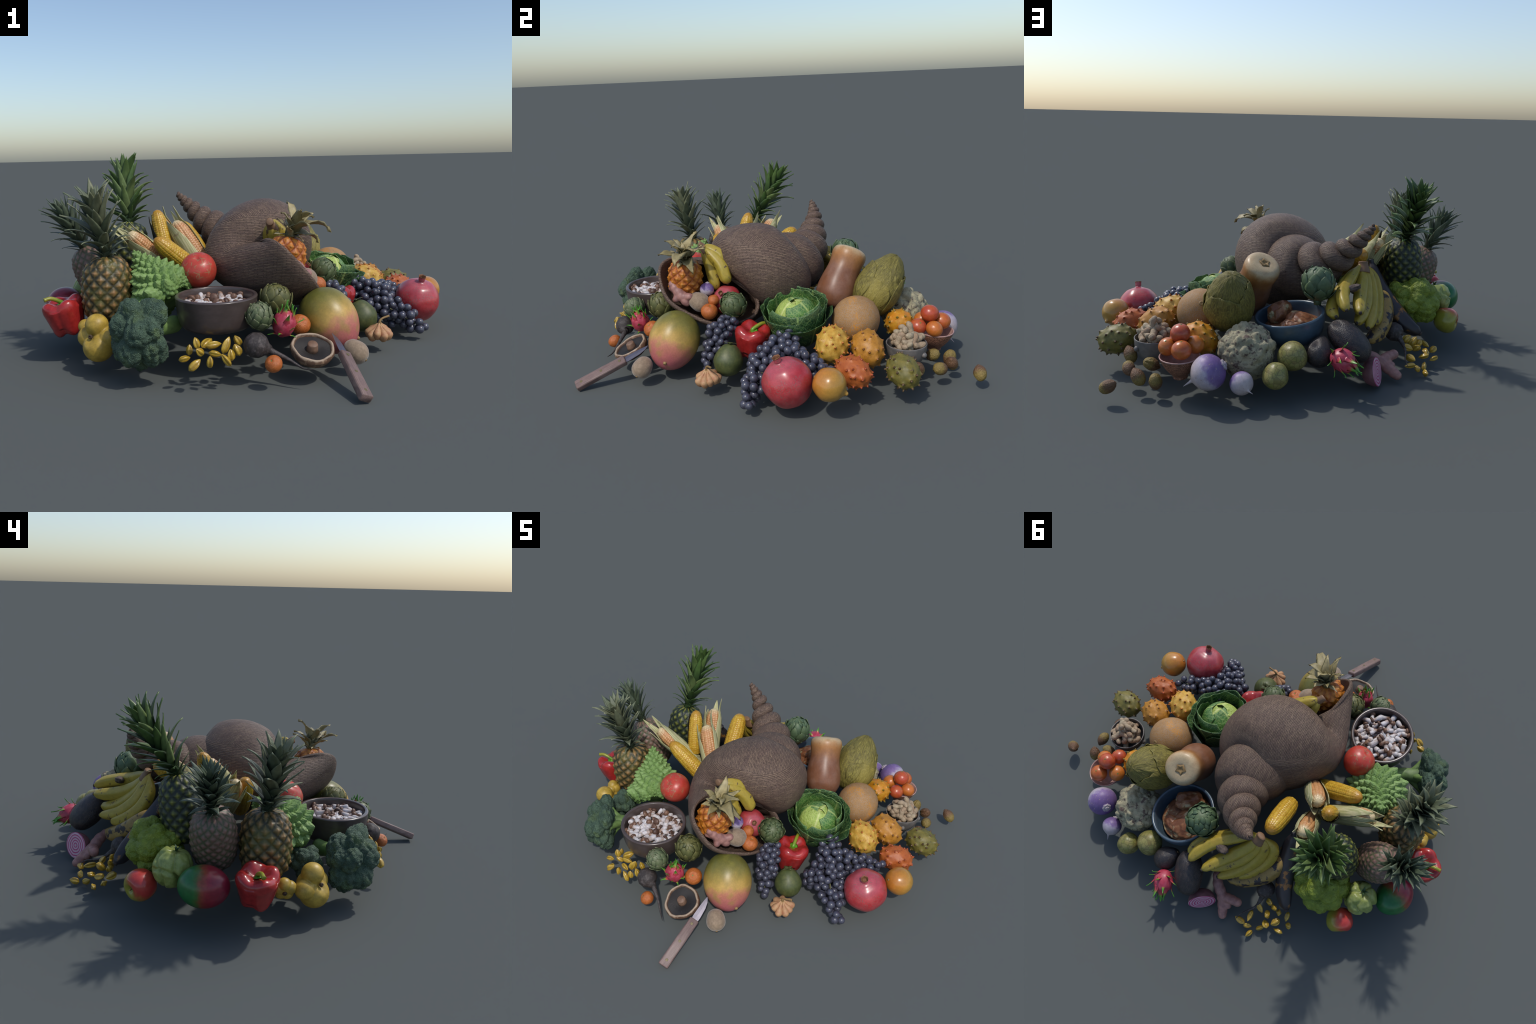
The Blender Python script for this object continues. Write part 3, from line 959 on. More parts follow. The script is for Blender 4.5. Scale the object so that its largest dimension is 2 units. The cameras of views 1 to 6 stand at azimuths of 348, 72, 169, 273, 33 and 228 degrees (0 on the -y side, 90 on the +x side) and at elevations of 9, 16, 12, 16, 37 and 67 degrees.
# ------------------------------------------------------------------ horned melons
def kiwano(loc, axis, semi, cols, seed, roll=0.):
    r = np.random.RandomState(seed)
    D, F = ico(6)
    S = fib(50, .12, seed)
    S = S[np.abs(S[:, 2]) < .97]
    semi = np.array(semi)
    rad = 1 + .02 * fbm(D, 2, 2, seed)
    for p in S:
        d = np.arccos(np.clip(D @ p, -1, 1))
        rad += .085 * np.exp(-(d / .13) ** 2)
    V = D * rad[:, None] * semi
    m = Mat('horned_melon_skin', rough=.5)
    n1 = m.noise(38, 4, .6)
    c = m.mix(m.step(n1, .35, .65), cols[0], cols[1])
    c = m.mix(m.step(m.noise(110, 4, .7), .54, .70, 0, .75), c, cols[2])
    m.bump(m.noise(45, 4), .25, .004)
    t = thing('horned_melon', 'spiny oval horned melon', 'horned melon', orient(loc, axis, roll))
    obj('rind', mesh('rind', V, F, m.base(c)), t)
    mm = Mat('horned_melon_spine', rough=.5)
    parts = []
    for p in S:
        base = p * semi * 1.055
        nrm = norm(p / semi)
        h = r.uniform(.007, .0115)
        V, F = tube([base, base + nrm * h * .45, base + nrm * h * .8, base + nrm * h], [.0066, .0040, .0021, .0003], 8)
        parts.append((V, F))
    V, F = join(*parts)
    obj('spines', mesh('spines', V, F, mm.base(m_dark(mm, cols))), t, stuff=True)

def m_dark(mm, cols):
    return mm.vary(cols[3], .25, 40)

kiwano((.639, .181, .215), (.75, -.45, -.40), (.074, .074, .092), ('#b5872c', '#c09a42', '#9a5f20', '#b06a28'), 1)
kiwano((.713, .325, .199), (.85, -.10, -.45), (.072, .072, .092), ('#a8711f', '#b07a2a', '#7a4c20', '#8a5a2c'), 2)
kiwano((.836, .192, .162), (.90, .38, -.08), (.066, .066, .089), ('#a04f1c', '#ab5c26', '#7d3618', '#a04a28'), 3)
kiwano((.898, .403, .152), (1, .02, -.22), (.068, .068, .090), ('#5f5a24', '#74692c', '#4c4420', '#5f4a30'), 4)
kiwano((.519, .596, .206), (.7, -.3, .45), (.068, .068, .086), ('#bd7714', '#b8841e', '#9a4a14', '#7d6a28'), 5)

# ------------------------------------------------------------------ artichokes
def artichoke(loc, axis, s, tones, seed, n=46, tight=1., roll=0.):
    r = random.Random(seed)
    m = Mat('artichoke_green', rough=.5, spec=.4)
    x, y, z = m.xyz()
    c = m.mix(m.step(z, .0, .75), tones[1], tones[0])
    c = m.mix(m.step(m.math('ADD', z, m.math('MULTIPLY', m.math('ABSOLUTE', y), -.6)), .55, .8, 0, .55), c, tones[2])
    c = m.mix(m.math('MULTIPLY', m.rand(), .35), c, tones[2])
    mat = m.base(m.vary(c, .15, 5))
    t = thing('artichoke', 'green globe artichoke with overlapping bracts', 'artichoke', orient(loc, axis, roll, s))
    V, F = ball(3, (.80, .80, .92))
    obj('heart', mesh('heart', V, F, mat), t)
    shapes = []
    for q in range(3):
        V, F = leaf_shape(.98, .86, curve=-.95 * tight, fold=.34, thick=.09, n=9, widths=((0, .6), (.3, 1), (.55, .95), (.78, .62), (.92, .26), (1, .03)), tipcurl=.10 + .15 * q)
        shapes.append(mesh('bract', V, F, mat))
    for i in range(n):
        f = i / (n - 1)
        al = math.radians(158 - 128 * f ** .92)          # polar angle of the bract base
        a = i * GOLD + r.uniform(-.1, .1)
        rd = .84
        p = np.array((rd * math.sin(al) * math.cos(a), rd * math.sin(al) * math.sin(a), .95 * math.cos(al)))
        out = norm(p / np.array((.8, .8, .92)) ** 1)
        up = norm(np.array((0, 0, 1.)) - out * out[2]) if abs(out[2]) < .98 else np.array((1., 0, 0))
        zdir = norm(up + out * r.uniform(.12, .30))
        sc = (.62 + .38 * math.sin(math.pi * min(1, f * 1.15))) * r.uniform(.9, 1.08) * (1 - .35 * f ** 3)
        obj('bract', shapes[r.randrange(3)], t, orient(p - up * .12 * sc + out * .015, zdir, 0, sc, side=out))
    V, F = tube([(0, 0, -.8), (0, 0, -1.12)], [.24, .2], 12)
    obj('cut_stalk', mesh('cut_stalk', V, F, mat), t)

artichoke((-.016, -.492, .290), (.15, -.25, .95), .076, ('#525630', '#3a4026', '#706c40'), 1, 42)
artichoke((-.112, -.624, .263), (-.2, -.35, .9), .060, ('#5a6846', '#46543a', '#77785c'), 2, 46)
artichoke((.282, -.185, .343), (.45, -.45, .77), .072, ('#465634', '#354228', '#646a48'), 3, 44)
artichoke((-.034, .559, .435), (-.03, -.06, 1), .088, ('#4a6044', '#394c36', '#647250'), 4, 40)

# ------------------------------------------------------------------ dragon fruit
def dragon(loc, axis, s, seed, roll=0., crown=True):
    r = random.Random(seed)
    m = Mat('dragon_fruit_skin', rough=.4)
    c = m.mix(m.step(m.noise(3, 3), .35, .7), '#a83248', '#b04a5a')
    skin = m.base(c)
    m = Mat('dragon_fruit_scale', rough=.4)
    x, y, z = m.xyz()
    c = m.ramp(m.step(z, .0, .95), [(0, '#a83248'), (.40, '#b5484a'), (.58, '#8a8438'), (.75, '#5a9030'), (1, '#488428')])
    scale_m = m.base(c)
    t = thing('dragon_fruit', 'pink dragon fruit with curling green tipped scales', 'dragon fruit', orient(loc, axis, roll, s))
    V, F = ball(4, (.80, .80, .98), lambda D: 1 + .06 * vnoise(D, 2.2, seed))
    obj('skin', mesh('skin', V, F, skin), t)
    shp = []
    for q in range(3):
        V, F = leaf_shape(1.1, .70, curve=(.5, .9, .2)[q], fold=.25, thick=.12, n=9, widths=((0, 1), (.25, .72), (.5, .42), (.75, .24), (1, .03)), tipcurl=(.6, -.5, 1.)[q])
        shp.append(mesh('scale', V, F, scale_m))
    for i in range(22):
        f = i / 21
        al = math.radians(150 - 132 * f)
        a = i * GOLD
        p = np.array((.76 * math.sin(al) * math.cos(a), .76 * math.sin(al) * math.sin(a), .93 * math.cos(al)))
        out = norm(p)
        up = norm(np.array((0, 0, 1.)) - out * out[2])
        z = norm(up + out * r.uniform(.15, .45))
        obj('scale', shp[r.randrange(3)], t, orient(p - up * .15, z, 0, r.uniform(.55, .85) + .25 * f, side=out))
dragon((-.010, -.612, .222), (.2, -.15, .95), .057, 1)
dragon((-.072, .876, .178), (-.62, .72, -.30), .062, 2)

# ------------------------------------------------------------------ pineapples
def pineapple(loc, axis, R, H, crown_axis, crown_len, tones, leaf_tones, seed, rows=8, nleaf=52, leaf_w=.034, leaf_l=.14, eyes=.055, spread=1., label='ripe pineapple with a leafy crown', roll=0., wither=0., droop=0.):
    r = random.Random(seed)
    t = thing('pineapple', label, 'pineapple', orient(loc, axis, roll))
    pr = spline([(.30 * R, -.5 * H), (.62 * R, -.485 * H), (.90 * R, -.36 * H), (1.0 * R, -.1 * H), (.98 * R, .15 * H), (.86 * R, .34 * H), (.62 * R, .46 * H), (.30 * R, .5 * H)], 120)
    nu = 168
    V = []
    for rr, z in pr:
        th = np.arange(nu) / nu
        p = (rows * th + rows * z / (2 * math.pi * R) * 1.05)
        q = (rows * th - rows * z / (2 * math.pi * R) * 1.05)
        fp, fq = np.abs(p - np.floor(p) - .5), np.abs(q - np.floor(q) - .5)
        d = np.maximum(fp, fq) * 2                       # 0 at eye centre, 1 in the groove
        bump = eyes * (1 - d ** 2.2) + eyes * .9 * np.clip(1 - d * 2.6, 0, 1)
        rad = rr * (1 - eyes * .5 + bump)
        V += list(zip(rad * np.cos(th * 2 * math.pi), rad * np.sin(th * 2 * math.pi), np.full(nu, z)))
    V += [(0, 0, -.49 * H), (0, 0, .49 * H)]
    F = grid_faces(len(pr), nu)
    c0 = len(V) - 2
    F += [(c0, (i + 1) % nu, i) for i in range(nu)] + [(c0 + 1, (len(pr) - 1) * nu + i, (len(pr) - 1) * nu + (i + 1) % nu) for i in range(nu)]
    V = np.array(V)
    V *= (1 + .015 * vnoise(V, 14, seed) + eyes * .35 * fbm(V, 60, 2, seed))[:, None]
    m = Mat('pineapple_rind', rough=.5)
    x, y, z = m.xyz()
    ang = m.math('DIVIDE', m.math('ARCTAN2', y, x), 2 * math.pi)
    kz = m.math('MULTIPLY', z, rows / (2 * math.pi * R) * 1.05)
    def cellf(sgn):
        v = m.math('ADD', m.math('MULTIPLY', ang, float(rows)), m.math('MULTIPLY', kz, sgn))
        return m.math('ABSOLUTE', m.math('SUBTRACT', m.math('FRACT', m.math('ADD', v, 50.)), .5))
    d = m.math('MULTIPLY', m.math('MAXIMUM', cellf(1.), cellf(-1.)), 2.)
    d = m.math('ADD', d, m.math('MULTIPLY', m.math('SUBTRACT', m.noise(55, 4, .65), .5), .9))
    c = m.ramp(d, [(0, tones[0]), (.34, tones[1]), (.68, tones[2]), (.92, tones[3])])
    c = m.mix(m.step(m.noise(12, 3), .42, .68, 0, .6), c, tones[4])
    m.bump(m.noise(80, 3), .4, .004)
    obj('fruit_body', mesh('fruit_body', V, F, m.base(c)), t)
    # crown of sword leaves
    lm = Mat('pineapple_leaf', rough=.42, spec=.4)
    x, y, z = lm.xyz()
    c = lm.mix(lm.step(lm.math('ADD', z, lm.math('MULTIPLY', lm.noise(4, 3), .3)), .2, 1.0), leaf_tones[0], leaf_tones[1])
    c = lm.mix(lm.step(lm.rand(), .3, 1., 0, .8), c, leaf_tones[2])
    lm.bump(lm.wave(14, vec=lm.scaled((0, 3, 0)), dirn='Y'), .15, .02)
    leafm = lm.base(lm.vary(c, .25, 6))
    shp = []
    for q in range(4):
        V, F = leaf_shape(1, leaf_w / leaf_l * (1, 1.15, .9, 1.05)[q], curve=(.30, .5, .12, .65)[q] + wither, fold=.42, thick=.10, n=9, widths=((0, .95), (.2, 1), (.5, .82), (.75, .5), (.92, .18), (1, .02)), tipcurl=(0, .25, -.15, .5)[q] + wither * 1.5, wave=.25 * min(1, wither))
        shp.append(mesh('leaf', V, F, leafm))
    M3 = t.matrix_world.to_3x3().inverted()
    ca = norm(np.array(M3 @ Vector(crown_axis)))
    e1 = norm(np.cross(ca, (.3, .9, .1)))
    e2 = np.cross(ca, e1)
    b0 = np.array((0, 0, .46 * H))
    V, F = tube([b0 - ca * .01, b0 + ca * crown_len * .3, b0 + ca * crown_len * .62], [R * .26, R * .16, R * .05], 12)
    obj('crown_core', mesh('crown_core', V, F, leafm), t)
    for i in range(nleaf):
        f = i / (nleaf - 1)
        a = i * GOLD + r.uniform(-.12, .12)
        out = math.cos(a) * e1 + math.sin(a) * e2
        tilt = (.98 - .84 * f ** .85) * spread * r.uniform(.85 - .5 * wither, 1.1 + .5 * wither) + droop * (1 - f)
        L = leaf_l * (.34 + .94 * math.sin(math.pi * min(1, .06 + .70 * f)) ** 1.1) * r.uniform(.88 - .5 * wither, 1.12 + .4 * wither)
        b = b0 + ca * (crown_len - leaf_l * .98) * f + out * R * .22 * (1 - f * .9)
        zd = norm(ca * math.cos(tilt) + out * math.sin(tilt))
        q = r.randrange(4)
        obj('leaf', shp[q], t, orient(b, zd, 0, (L, L, L), side=out * math.cos(tilt) - ca * math.sin(tilt)))

LG = ('#5f6a50', '#6e7660', '#7d8064')
pineapple((-.699, -.175, .322), (.04, 0, 1), .108, .285, (-.17, -.16, 1), .350, ('#9c744c', '#86683c', '#544a2a', '#332f1e', '#62602c'), ('#424d3c', '#666e56', '#808264'), 1, 12, 52, .045, .145, .055, 1.0)  # crown leaf greens darkened a little to carry the shade of the side view
pineapple((-.742, .037, .352), (-.40, 0, .92), .099, .285, (-.46, .0, .88), .275, ('#8a6a56', '#80625a', '#6a5a48', '#4c5038', '#70584c'), ('#3c4836', '#54604c', '#6c7662'), 2, 15, 52, .032, .125, .03, .95)
pineapple((-.598, .188, .424), (.07, .13, 1), .100, .30, (-.05, .53, .86), .395, ('#8a8438', '#5f6428', '#2c3420', '#1c241c', '#22302a'), ('#2c3e24', '#48622f', '#728450'), 3, 12, 64, .044, .145, .045, 1.0)
pineapple((.060, -.372, .452), (.2, .05, .98), .086, .175, (.38, -.15, .92), .150, ('#b8823c', '#b87026', '#a8601c', '#8a4418', '#c07a22'), ('#6f6844', '#8f835a', '#a89a70'), 4, 10, 17, .046, .105, .07, 1.25, 'dry orange pineapple with withered tattered crown', 0, .55, .25)

# ------------------------------------------------------------------ maize
def corn(tip, tail, r0, tones, husk, seed, nhusk=4, rows=14, flat=1., expose=(.5, -.8, .3), hl=1., curl=(.5, -.3, 1.2, .2)):
    r = random.Random(seed)
    tip, tail = np.array(tip), np.array(tail)
    L = np.linalg.norm(tip - tail)
    t = thing('corn_cob', 'ear of maize with kernels' + (' and pale husk' if nhusk else ''), 'corn', orient(tail, tip - tail, 0, 1, side=expose))
    huskdir = math.pi
    n, nu = 130, 168
    zs = np.linspace(0, 1, n)
    prof = np.interp(zs, [0, .15, .5, .8, .92, .975, 1], [.8, .97, 1, .9, .68, .42, .12])
    V = []
    for z, pr in zip(zs, prof):
        th = np.arange(nu) / nu * rows
        row = np.floor(th)
        ku = th - row - .5
        kz = z * L / (r0 * .27) + .5 * (row % 2) + .15 * np.sin(row * 2.3)
        kv = kz - np.floor(kz) - .5
        b = np.clip(1 - (np.abs(ku) * 2) ** 3, 0, 1) * np.clip(1 - (np.abs(kv) * 2) ** 3.5, 0, 1)
        rad = r0 * pr * (.93 + .085 * b * flat)
        a = np.arange(nu) / nu * 2 * math.pi
        V += list(zip(rad * np.cos(a), rad * np.sin(a), np.full(nu, z * L)))
    V += [(0, 0, 0), (0, 0, L * 1.002)]
    F = grid_faces(n, nu)
    c0 = len(V) - 2
    F += [(c0, (i + 1) % nu, i) for i in range(nu)] + [(c0 + 1, (n - 1) * nu + i, (n - 1) * nu + (i + 1) % nu) for i in range(nu)]
    m = Mat('corn_kernels', rough=.32, spec=.5)
    c = m.mix(m.step(m.noise(70, 4), .35, .7), tones[0], tones[1])
    x, y, z = m.xyz()
    c = m.mix(m.step(z, L * .84, L * 1.0), c, tones[2])
    obj('kernels', mesh('kernels', np.array(V), F, m.base(c)), t)
    if nhusk:
        m = Mat('corn_husk', rough=.6)
        x, y, z = m.xyz()
        c = m.mix(m.step(m.wave(9, vec=m.scaled((0, 5, 0)), dirn='Y', dist=2), .3, .8), husk[0], husk[1])
        c = m.mix(m.step(m.noise(16, 4), .60, .70), c, husk[2])
        m.base(c)
        hm = m.thin(.25)
        for i in range(nhusk):
            a0 = huskdir + (i - (nhusk - 1) / 2) * .92 + r.uniform(-.15, .15)
            top = hl * r.uniform(.86, 1.30)
            hw0 = r.uniform(.75, .95)
            nn, w = 26, 11
            V = []
            for lay in (1.0, .965):
                for k in range(nn):
                    tt = k / (nn - 1)
                    z = -.02 + tt * (L * top + .02)
                    hw = hw0 * np.interp(tt, [0, .3, .6, .8, .93, 1], [1, 1.05, .85, .5, .2, .03])
                    zz = min(z / L, 1.)
                    rr = r0 * (np.interp(zz, [0, .15, .5, .8, 1], [.85, 1.03, 1.08, 1.04, .8]) + .03 * i) + .10 * r0 * math.sin(5 * tt + i) * tt + r0 * .35 * max(0, tt - .8) * 5 * curl[i % len(curl)]
                    for q in range(w):
                        sa = a0 + (q / (w - 1) * 2 - 1) * hw
                        rq = rr * lay * (1 + .03 * math.cos(q * 3.14159))
                        V.append((rq * math.cos(sa), rq * math.sin(sa), z))
            o = nn * w
            F = grid_faces(nn, w, False) + grid_faces(nn, w, False, o, True)
            for k in range(nn - 1):
                p, q = k * w, (k + 1) * w
                F.append((p, q, o + q, o + p)); F.append((q + w - 1, p + w - 1, o + p + w - 1, o + q + w - 1))
            for q in range(w - 1):
                k = (nn - 1) * w + q
                F.append((k, k + 1, o + k + 1, o + k))
            obj('husk_leaf', mesh('husk_leaf', np.array(V), F, hm), t)

PK = ('#b57f52', '#bf9160', '#c9b78e')
YL = ('#b08526', '#c2a038', '#a87a26')
HU = ('#b8b884', '#d2cca0', '#96785f')
corn((-.480, -.074, .520), (-.235, -.028, .300), .047, YL, HU, 1, 0, 14, flat=.6)
corn((-.372, .114, .578), (-.240, .005, .350), .047, PK, HU, 2, 5, 12)
corn((-.594, -.042, .548), (-.385, .045, .330), .044, PK, HU, 3, 5, 13)
corn((-.456, .130, .635), (-.415, .05, .40), .041, YL, ('#262418', '#302a1c', '#3c3424'), 4, 3, 13, hl=.74, flat=.6, curl=(0,))
corn((-.318, .372, .538), (-.246, .165, .405), .050, YL, ('#a07c28', '#a8862a', '#98741c'), 5, 0, 14, flat=.6)
corn((-.436, .270, .585), (-.365, .13, .36), .046, PK, HU, 6, 5, 12, expose=(.3, -.6, .7))

# ------------------------------------------------------------------ bananas
def banana_material(name, cols, spots, cover, scale=9):
    m = Mat(name, rough=.42, spec=.45)
    n = m.noise(scale, 5, .6)
    c = m.mix(m.step(m.noise(18, 3), .35, .7), cols[0], cols[1])
    c = m.mix(m.step(n, cover, cover + .06), c, spots)
    c = m.mix(m.step(m.vor(60), .0, .10, .7, 0.), c, '#6a5030')
    return m.base(c)
ban_yellow = banana_material('banana_peel', ('#9e8c34', '#a89038'), '#5c4a30', .61, 30)
ban_spot = banana_material('banana_peel_spotted', ('#8a703a', '#967c44'), '#2c272c', .50, 22)
ban_black = banana_material('plantain_peel_black', ('#2e2a2e', '#262428'), '#7a5528', .57, 16)
ban_tip = Mat('banana_tip', rough=.8).base('#3d332c')
ban_neck = Mat('banana_neck', rough=.6).base('#7a5d44')
def banana(parent, pts, r, mat, origin, neck=.34, section=True):
    P = spline(np.array(pts) - np.array(origin), 34)
    u = np.linspace(0, 1, 34)
    R = np.interp(u, [0, .10, .2, .32, .6, .84, .94, .985, 1], [neck, neck * .9, .62, .88, 1, .92, .62, .28, .2]) * r
    V, F = tube(P, R, 25, lambda a, v: 1 + .055 * math.cos(5 * a))
    obj('banana', mesh('banana', V, F, mat), parent)
    d = norm(P[-1] - P[-2])
    V, F = tube([P[-1] - d * .004, P[-1] + d * .003, P[-1] + d * .006], [r * .27, r * .26, r * .12], 8)
    obj('banana_tip', mesh('banana_tip', V, F, ban_tip), parent)

S = (-.297, .409, .492)
bb = thing('banana_bunch', 'bunch of yellow bananas joined at the stem', 'bananas', Matrix.Translation(S))
for pts, sg in (([S, (-.252, .440, .458), (-.197, .504, .422), (-.150, .580, .398), (-.128, .655, .378), (-.126, .724, .354)], .0325),
                ([S, (-.290, .430, .450), (-.280, .465, .408), (-.250, .535, .368), (-.217, .625, .342), (-.197, .705, .333)], .033),
                ([S, (-.325, .405, .455), (-.336, .425, .400), (-.333, .475, .335), (-.303, .560, .276), (-.253, .662, .243)], .034),
                ([S, (-.225, .440, .445), (-.165, .500, .395), (-.110, .570, .350), (-.083, .640, .325), (-.085, .700, .318)], .031),
                ([S, (-.350, .385, .440), (-.372, .395, .385), (-.372, .440, .320), (-.345, .520, .262), (-.31, .59, .235)], .033)):
    banana(bb, pts, sg, ban_yellow, S)
banana(bb, [S, (-.308, .418, .448), (-.306, .452, .392), (-.285, .520, .330), (-.240, .600, .286), (-.195, .668, .272)], .032, ban_yellow, S)
V, F = tube(spline([(.004, .016, -.042), (.0, .006, -.020), (-.002, -.002, .0), (-.003, -.006, .010)], 12), [.027, .026, .025, .023, .021, .019, .018, .017, .017, .017, .016, .009], 14)
V[:, 0] *= 1.5
obj('crown_stem', mesh('crown_stem', V, F, ban_neck), bb)
D, F = ico(4)
V = D * (.024, .044, .017) * (1 + .15 * fbm(D, 3, 3, 2))[:, None]
m = Mat('dried_calyx', rough=.8)
m.bump(m.noise(120, 3), .6, .004)
obj('dried_flower', mesh('dried_flower', V, F, m.base(m.vary('#574a42', .5, 60))), None, orient((-.196, .570, .412), (.25, -.15, .95), .5), 'shrivelled dark dried banana flower', 'dried flower')

b2 = thing('plantain', 'overripe plantain with black blotches', 'plantain', Matrix.Translation((-.408, .368, .299)))
banana(b2, [(-.385, .330, .350), (-.408, .355, .322), (-.421, .412, .290), (-.398, .482, .235), (-.340, .558, .185), (-.268, .620, .163)], .044, ban_spot, (-.408, .368, .299), .5)
b3 = thing('plantain', 'blackened ripe plantain', 'plantain', Matrix.Translation((-.407, .304, .401)))
banana(b3, [(-.388, .270, .480), (-.394, .284, .443), (-.404, .303, .385), (-.435, .354, .312), (-.481, .410, .241), (-.529, .458, .184), (-.590, .498, .144)], .046, ban_black, (-.407, .304, .401), .3)

S = (.022, -.262, .582)
b4 = thing('banana_bunch', 'small bunch of yellow bananas in the horn mouth', 'bananas', Matrix.Translation(S))
for tip, mid, sg in (((.144, -.172, .412), (.108, -.195, .505), .033), ((.09, -.222, .370), (.056, -.235, .478), .031), ((.085, -.165, .505), (.075, -.19, .552), .030), ((.03, -.19, .40), (.025, -.2, .5), .03)):
    q = np.array(S) * .7 + np.array(mid) * .3 + np.array((0, 0, .008))
    banana(b4, [S, q, mid, (np.array(mid) * .45 + np.array(tip) * .55 + np.array((.008, 0, 0))), tip], sg, ban_yellow, S)
V, F = tube(spline([(.02, .015, -.025), (0, 0, 0), (-.006, -.012, .012), (-.008, -.022, .016)], 10), [.026, .024, .022, .02, .019, .018, .018, .018, .018, .014], 12)
obj('crown_stem', mesh('crown_stem', V, F, ban_neck), b4)

# ------------------------------------------------------------------ grapes
m = Mat('grape_skin', rough=.34, spec=.5, coat=.5, coat_rough=.06)
c = m.mix(m.rand(), '#363743', '#434452')
c = m.mix(m.step(m.noise(1.3, 3), .5, .75, 0, .5), c, '#3a2634')
c = m.mix(m.step(m.noise(2.4, 4), .48, .7, 0, .45), c, '#5c5e6c')
grape_m = m.base(c)
grape_me = [mesh('grape', *ball(4, sm), grape_m) for sm in ((1, 1, 1), (.95, .97, 1.12), (1, .96, 1.05))]
m = Mat('grape_stalk', rough=.6)
stalk_m = m.base(m.vary('#6a6a4a', .3, 60))
def grapes(paths, r, count, seed, label):
    """paths: lists of (point, bunch radius) the berries cluster around."""
    rr = np.random.RandomState(seed)
    o = np.array(paths[0][0][0])
    t = thing('grape_bunch', label, 'grapes', Matrix.Translation(Vector(o)))
    P, R = [], []
    for p in paths:
        P.append(spline([q[0] for q in p], 40)); R.append(np.interp(np.linspace(0, 1, 40), np.linspace(0, 1, len(p)), [q[1] for q in p]))
    P, R = np.concatenate(P), np.concatenate(R)
    got = []
    tries = 0
    while len(got) < count and tries < 20000:
        tries += 1
        k = rr.randint(len(P))
        d = norm(rr.normal(size=3))
        p = P[k] + d * max(0, R[k] - r) * rr.uniform(.75, 1.0)
        if p[2] < r * 1.1:
            continue
        s = r * rr.uniform(.9, 1.12)
        if all(np.linalg.norm(p - q) > (s + w) * .84 for q, w, _ in got):
            got.append((p, s, d))
    for p, s, d in got:
        obj('grape', grape_me[rr.randint(3)], t, orient(p - o, d + rr.normal(0, .4, 3), 0, s))
    for p in paths:
        Q = spline([q[0] for q in p], 20) - o
        V, F = tube(Q, np.linspace(.005, .002, 20), 8)
        obj('stalk', mesh('stalk', V, F, stalk_m), t)
grapes([[((.315, -.225, .270), .055), ((.322, -.270, .225), .074), ((.333, -.300, .165), .066), ((.352, -.335, .110), .048), ((.362, -.358, .078), .034)]], .0180, 105, 3, 'bunch of dusky blue black grapes hanging from the horn')
mid = ((.605, -.115, .160), .100)
grapes([[((.525, .022, .235), .060), ((.560, -.045, .200), .085), mid, ((.665, -.195, .115), .080), ((.722, -.245, .080), .052), ((.768, -.280, .064), .034)],
        [((.60, -.02, .195), .085), ((.685, .005, .180), .072), ((.745, .055, .172), .056), ((.805, .090, .168), .036)],
        [((.60, -.1, .15), .09), ((.55, -.13, .135), .085), ((.525, -.155, .115), .065)]], .0194, 270, 4, 'large branching bunch of blue black grapes')

# ------------------------------------------------------------------ peanuts and nuts
m = Mat('peanut_shell', rough=.7)
c = m.mix(m.math('MULTIPLY', m.rand(), 1.), '#a89a80', '#967a60')
m.bump(m.vor(9), .3, .02)
pn_m = m.base(m.vary(c, .15, 3))
pn_me = []
for q in range(3):
    V, F = lathe([(.001, -1.0), (.26, -.95), (.48, -.58), (.40, -.08), (.47, .45), (.34, .85), (.1, 1.02), (.001, 1.05)], 20, 26)
    V[:, 0] += (.18, -.1, .3)[q] * (V[:, 2] ** 2) - .1
    pn_me.append(mesh('peanut', V, F, pn_m))
r2 = random.Random(9)
lay = []
for zc, count, rad in ((.175, 12, .062), (.200, 15, .066), (.222, 11, .054), (.244, 7, .036), (.268, 3, .018)):
    got = tries = 0
    lay = []
    while got < count and tries < 3000:
        tries += 1
        a = r2.uniform(0, 6.283); rr = rad * math.sqrt(r2.random())
        p = np.array((rr * math.cos(a), rr * math.sin(a)))
        if all(np.hypot(*(p - q)) > .026 for q in lay):
            lay.append(p); got += 1
            obj('peanut', pn_me[r2.randrange(3)], None, orient((.722 + p[0], .52 + p[1], zc), (r2.gauss(0, 1), r2.gauss(0, 1), r2.gauss(0, .45)), r2.uniform(0, 6), r2.uniform(.027, .036)), 'tan double lobed peanut in its shell', 'peanut')

m = Mat('walnut_shell', rough=.6)
x, y, z = m.xyz()
c = m.mix(m.step(m.math('ADD', z, m.noise(2, 3)), .0, 1.1), '#684a30', '#7f6c36')
m.bump(m.noise(5, 4, .5), .35, .03)
nut_m = m.base(m.vary(c, .25, 6))
D, F = ico(5)
a = np.arctan2(D[:, 1], D[:, 0])
gro = np.exp(-(np.abs(np.sin(a * .5 + .2)) / .09) ** 2) * (np.abs(D[:, 2]) < .9)
ridge = np.exp(-((np.abs(np.sin(a * .5 + .2)) - .17) / .09) ** 2)
rad = 1 + .03 * fbm(D, 2.0, 2, 5) - .16 * gro + .05 * ridge
rad *= 1 + .10 * np.exp(-((D[:, 2] + 1) / .06) ** 2)
nut_me = mesh('nutmeg_shell', D * rad[:, None] * (.97, .93, 1.28), F, nut_m)
for loc, ax in (((.739, .652, .117), (.8, .2, .5)), ((.722, .757, .078), (.1, .3, .9)), ((.796, .719, .086), (-.4, .4, -.7)), ((.838, .630, .094), (.2, -.9, .3)), ((.920, .785, .079), (.75, -.3, -.5)), ((.834, .516, .113), (-.3, .5, -.8))):
    obj('nutmeg', nut_me, None, orient(loc, ax, rng.uniform(0, 6), .0305), 'brown seamed nutmeg sized nut', 'nut')

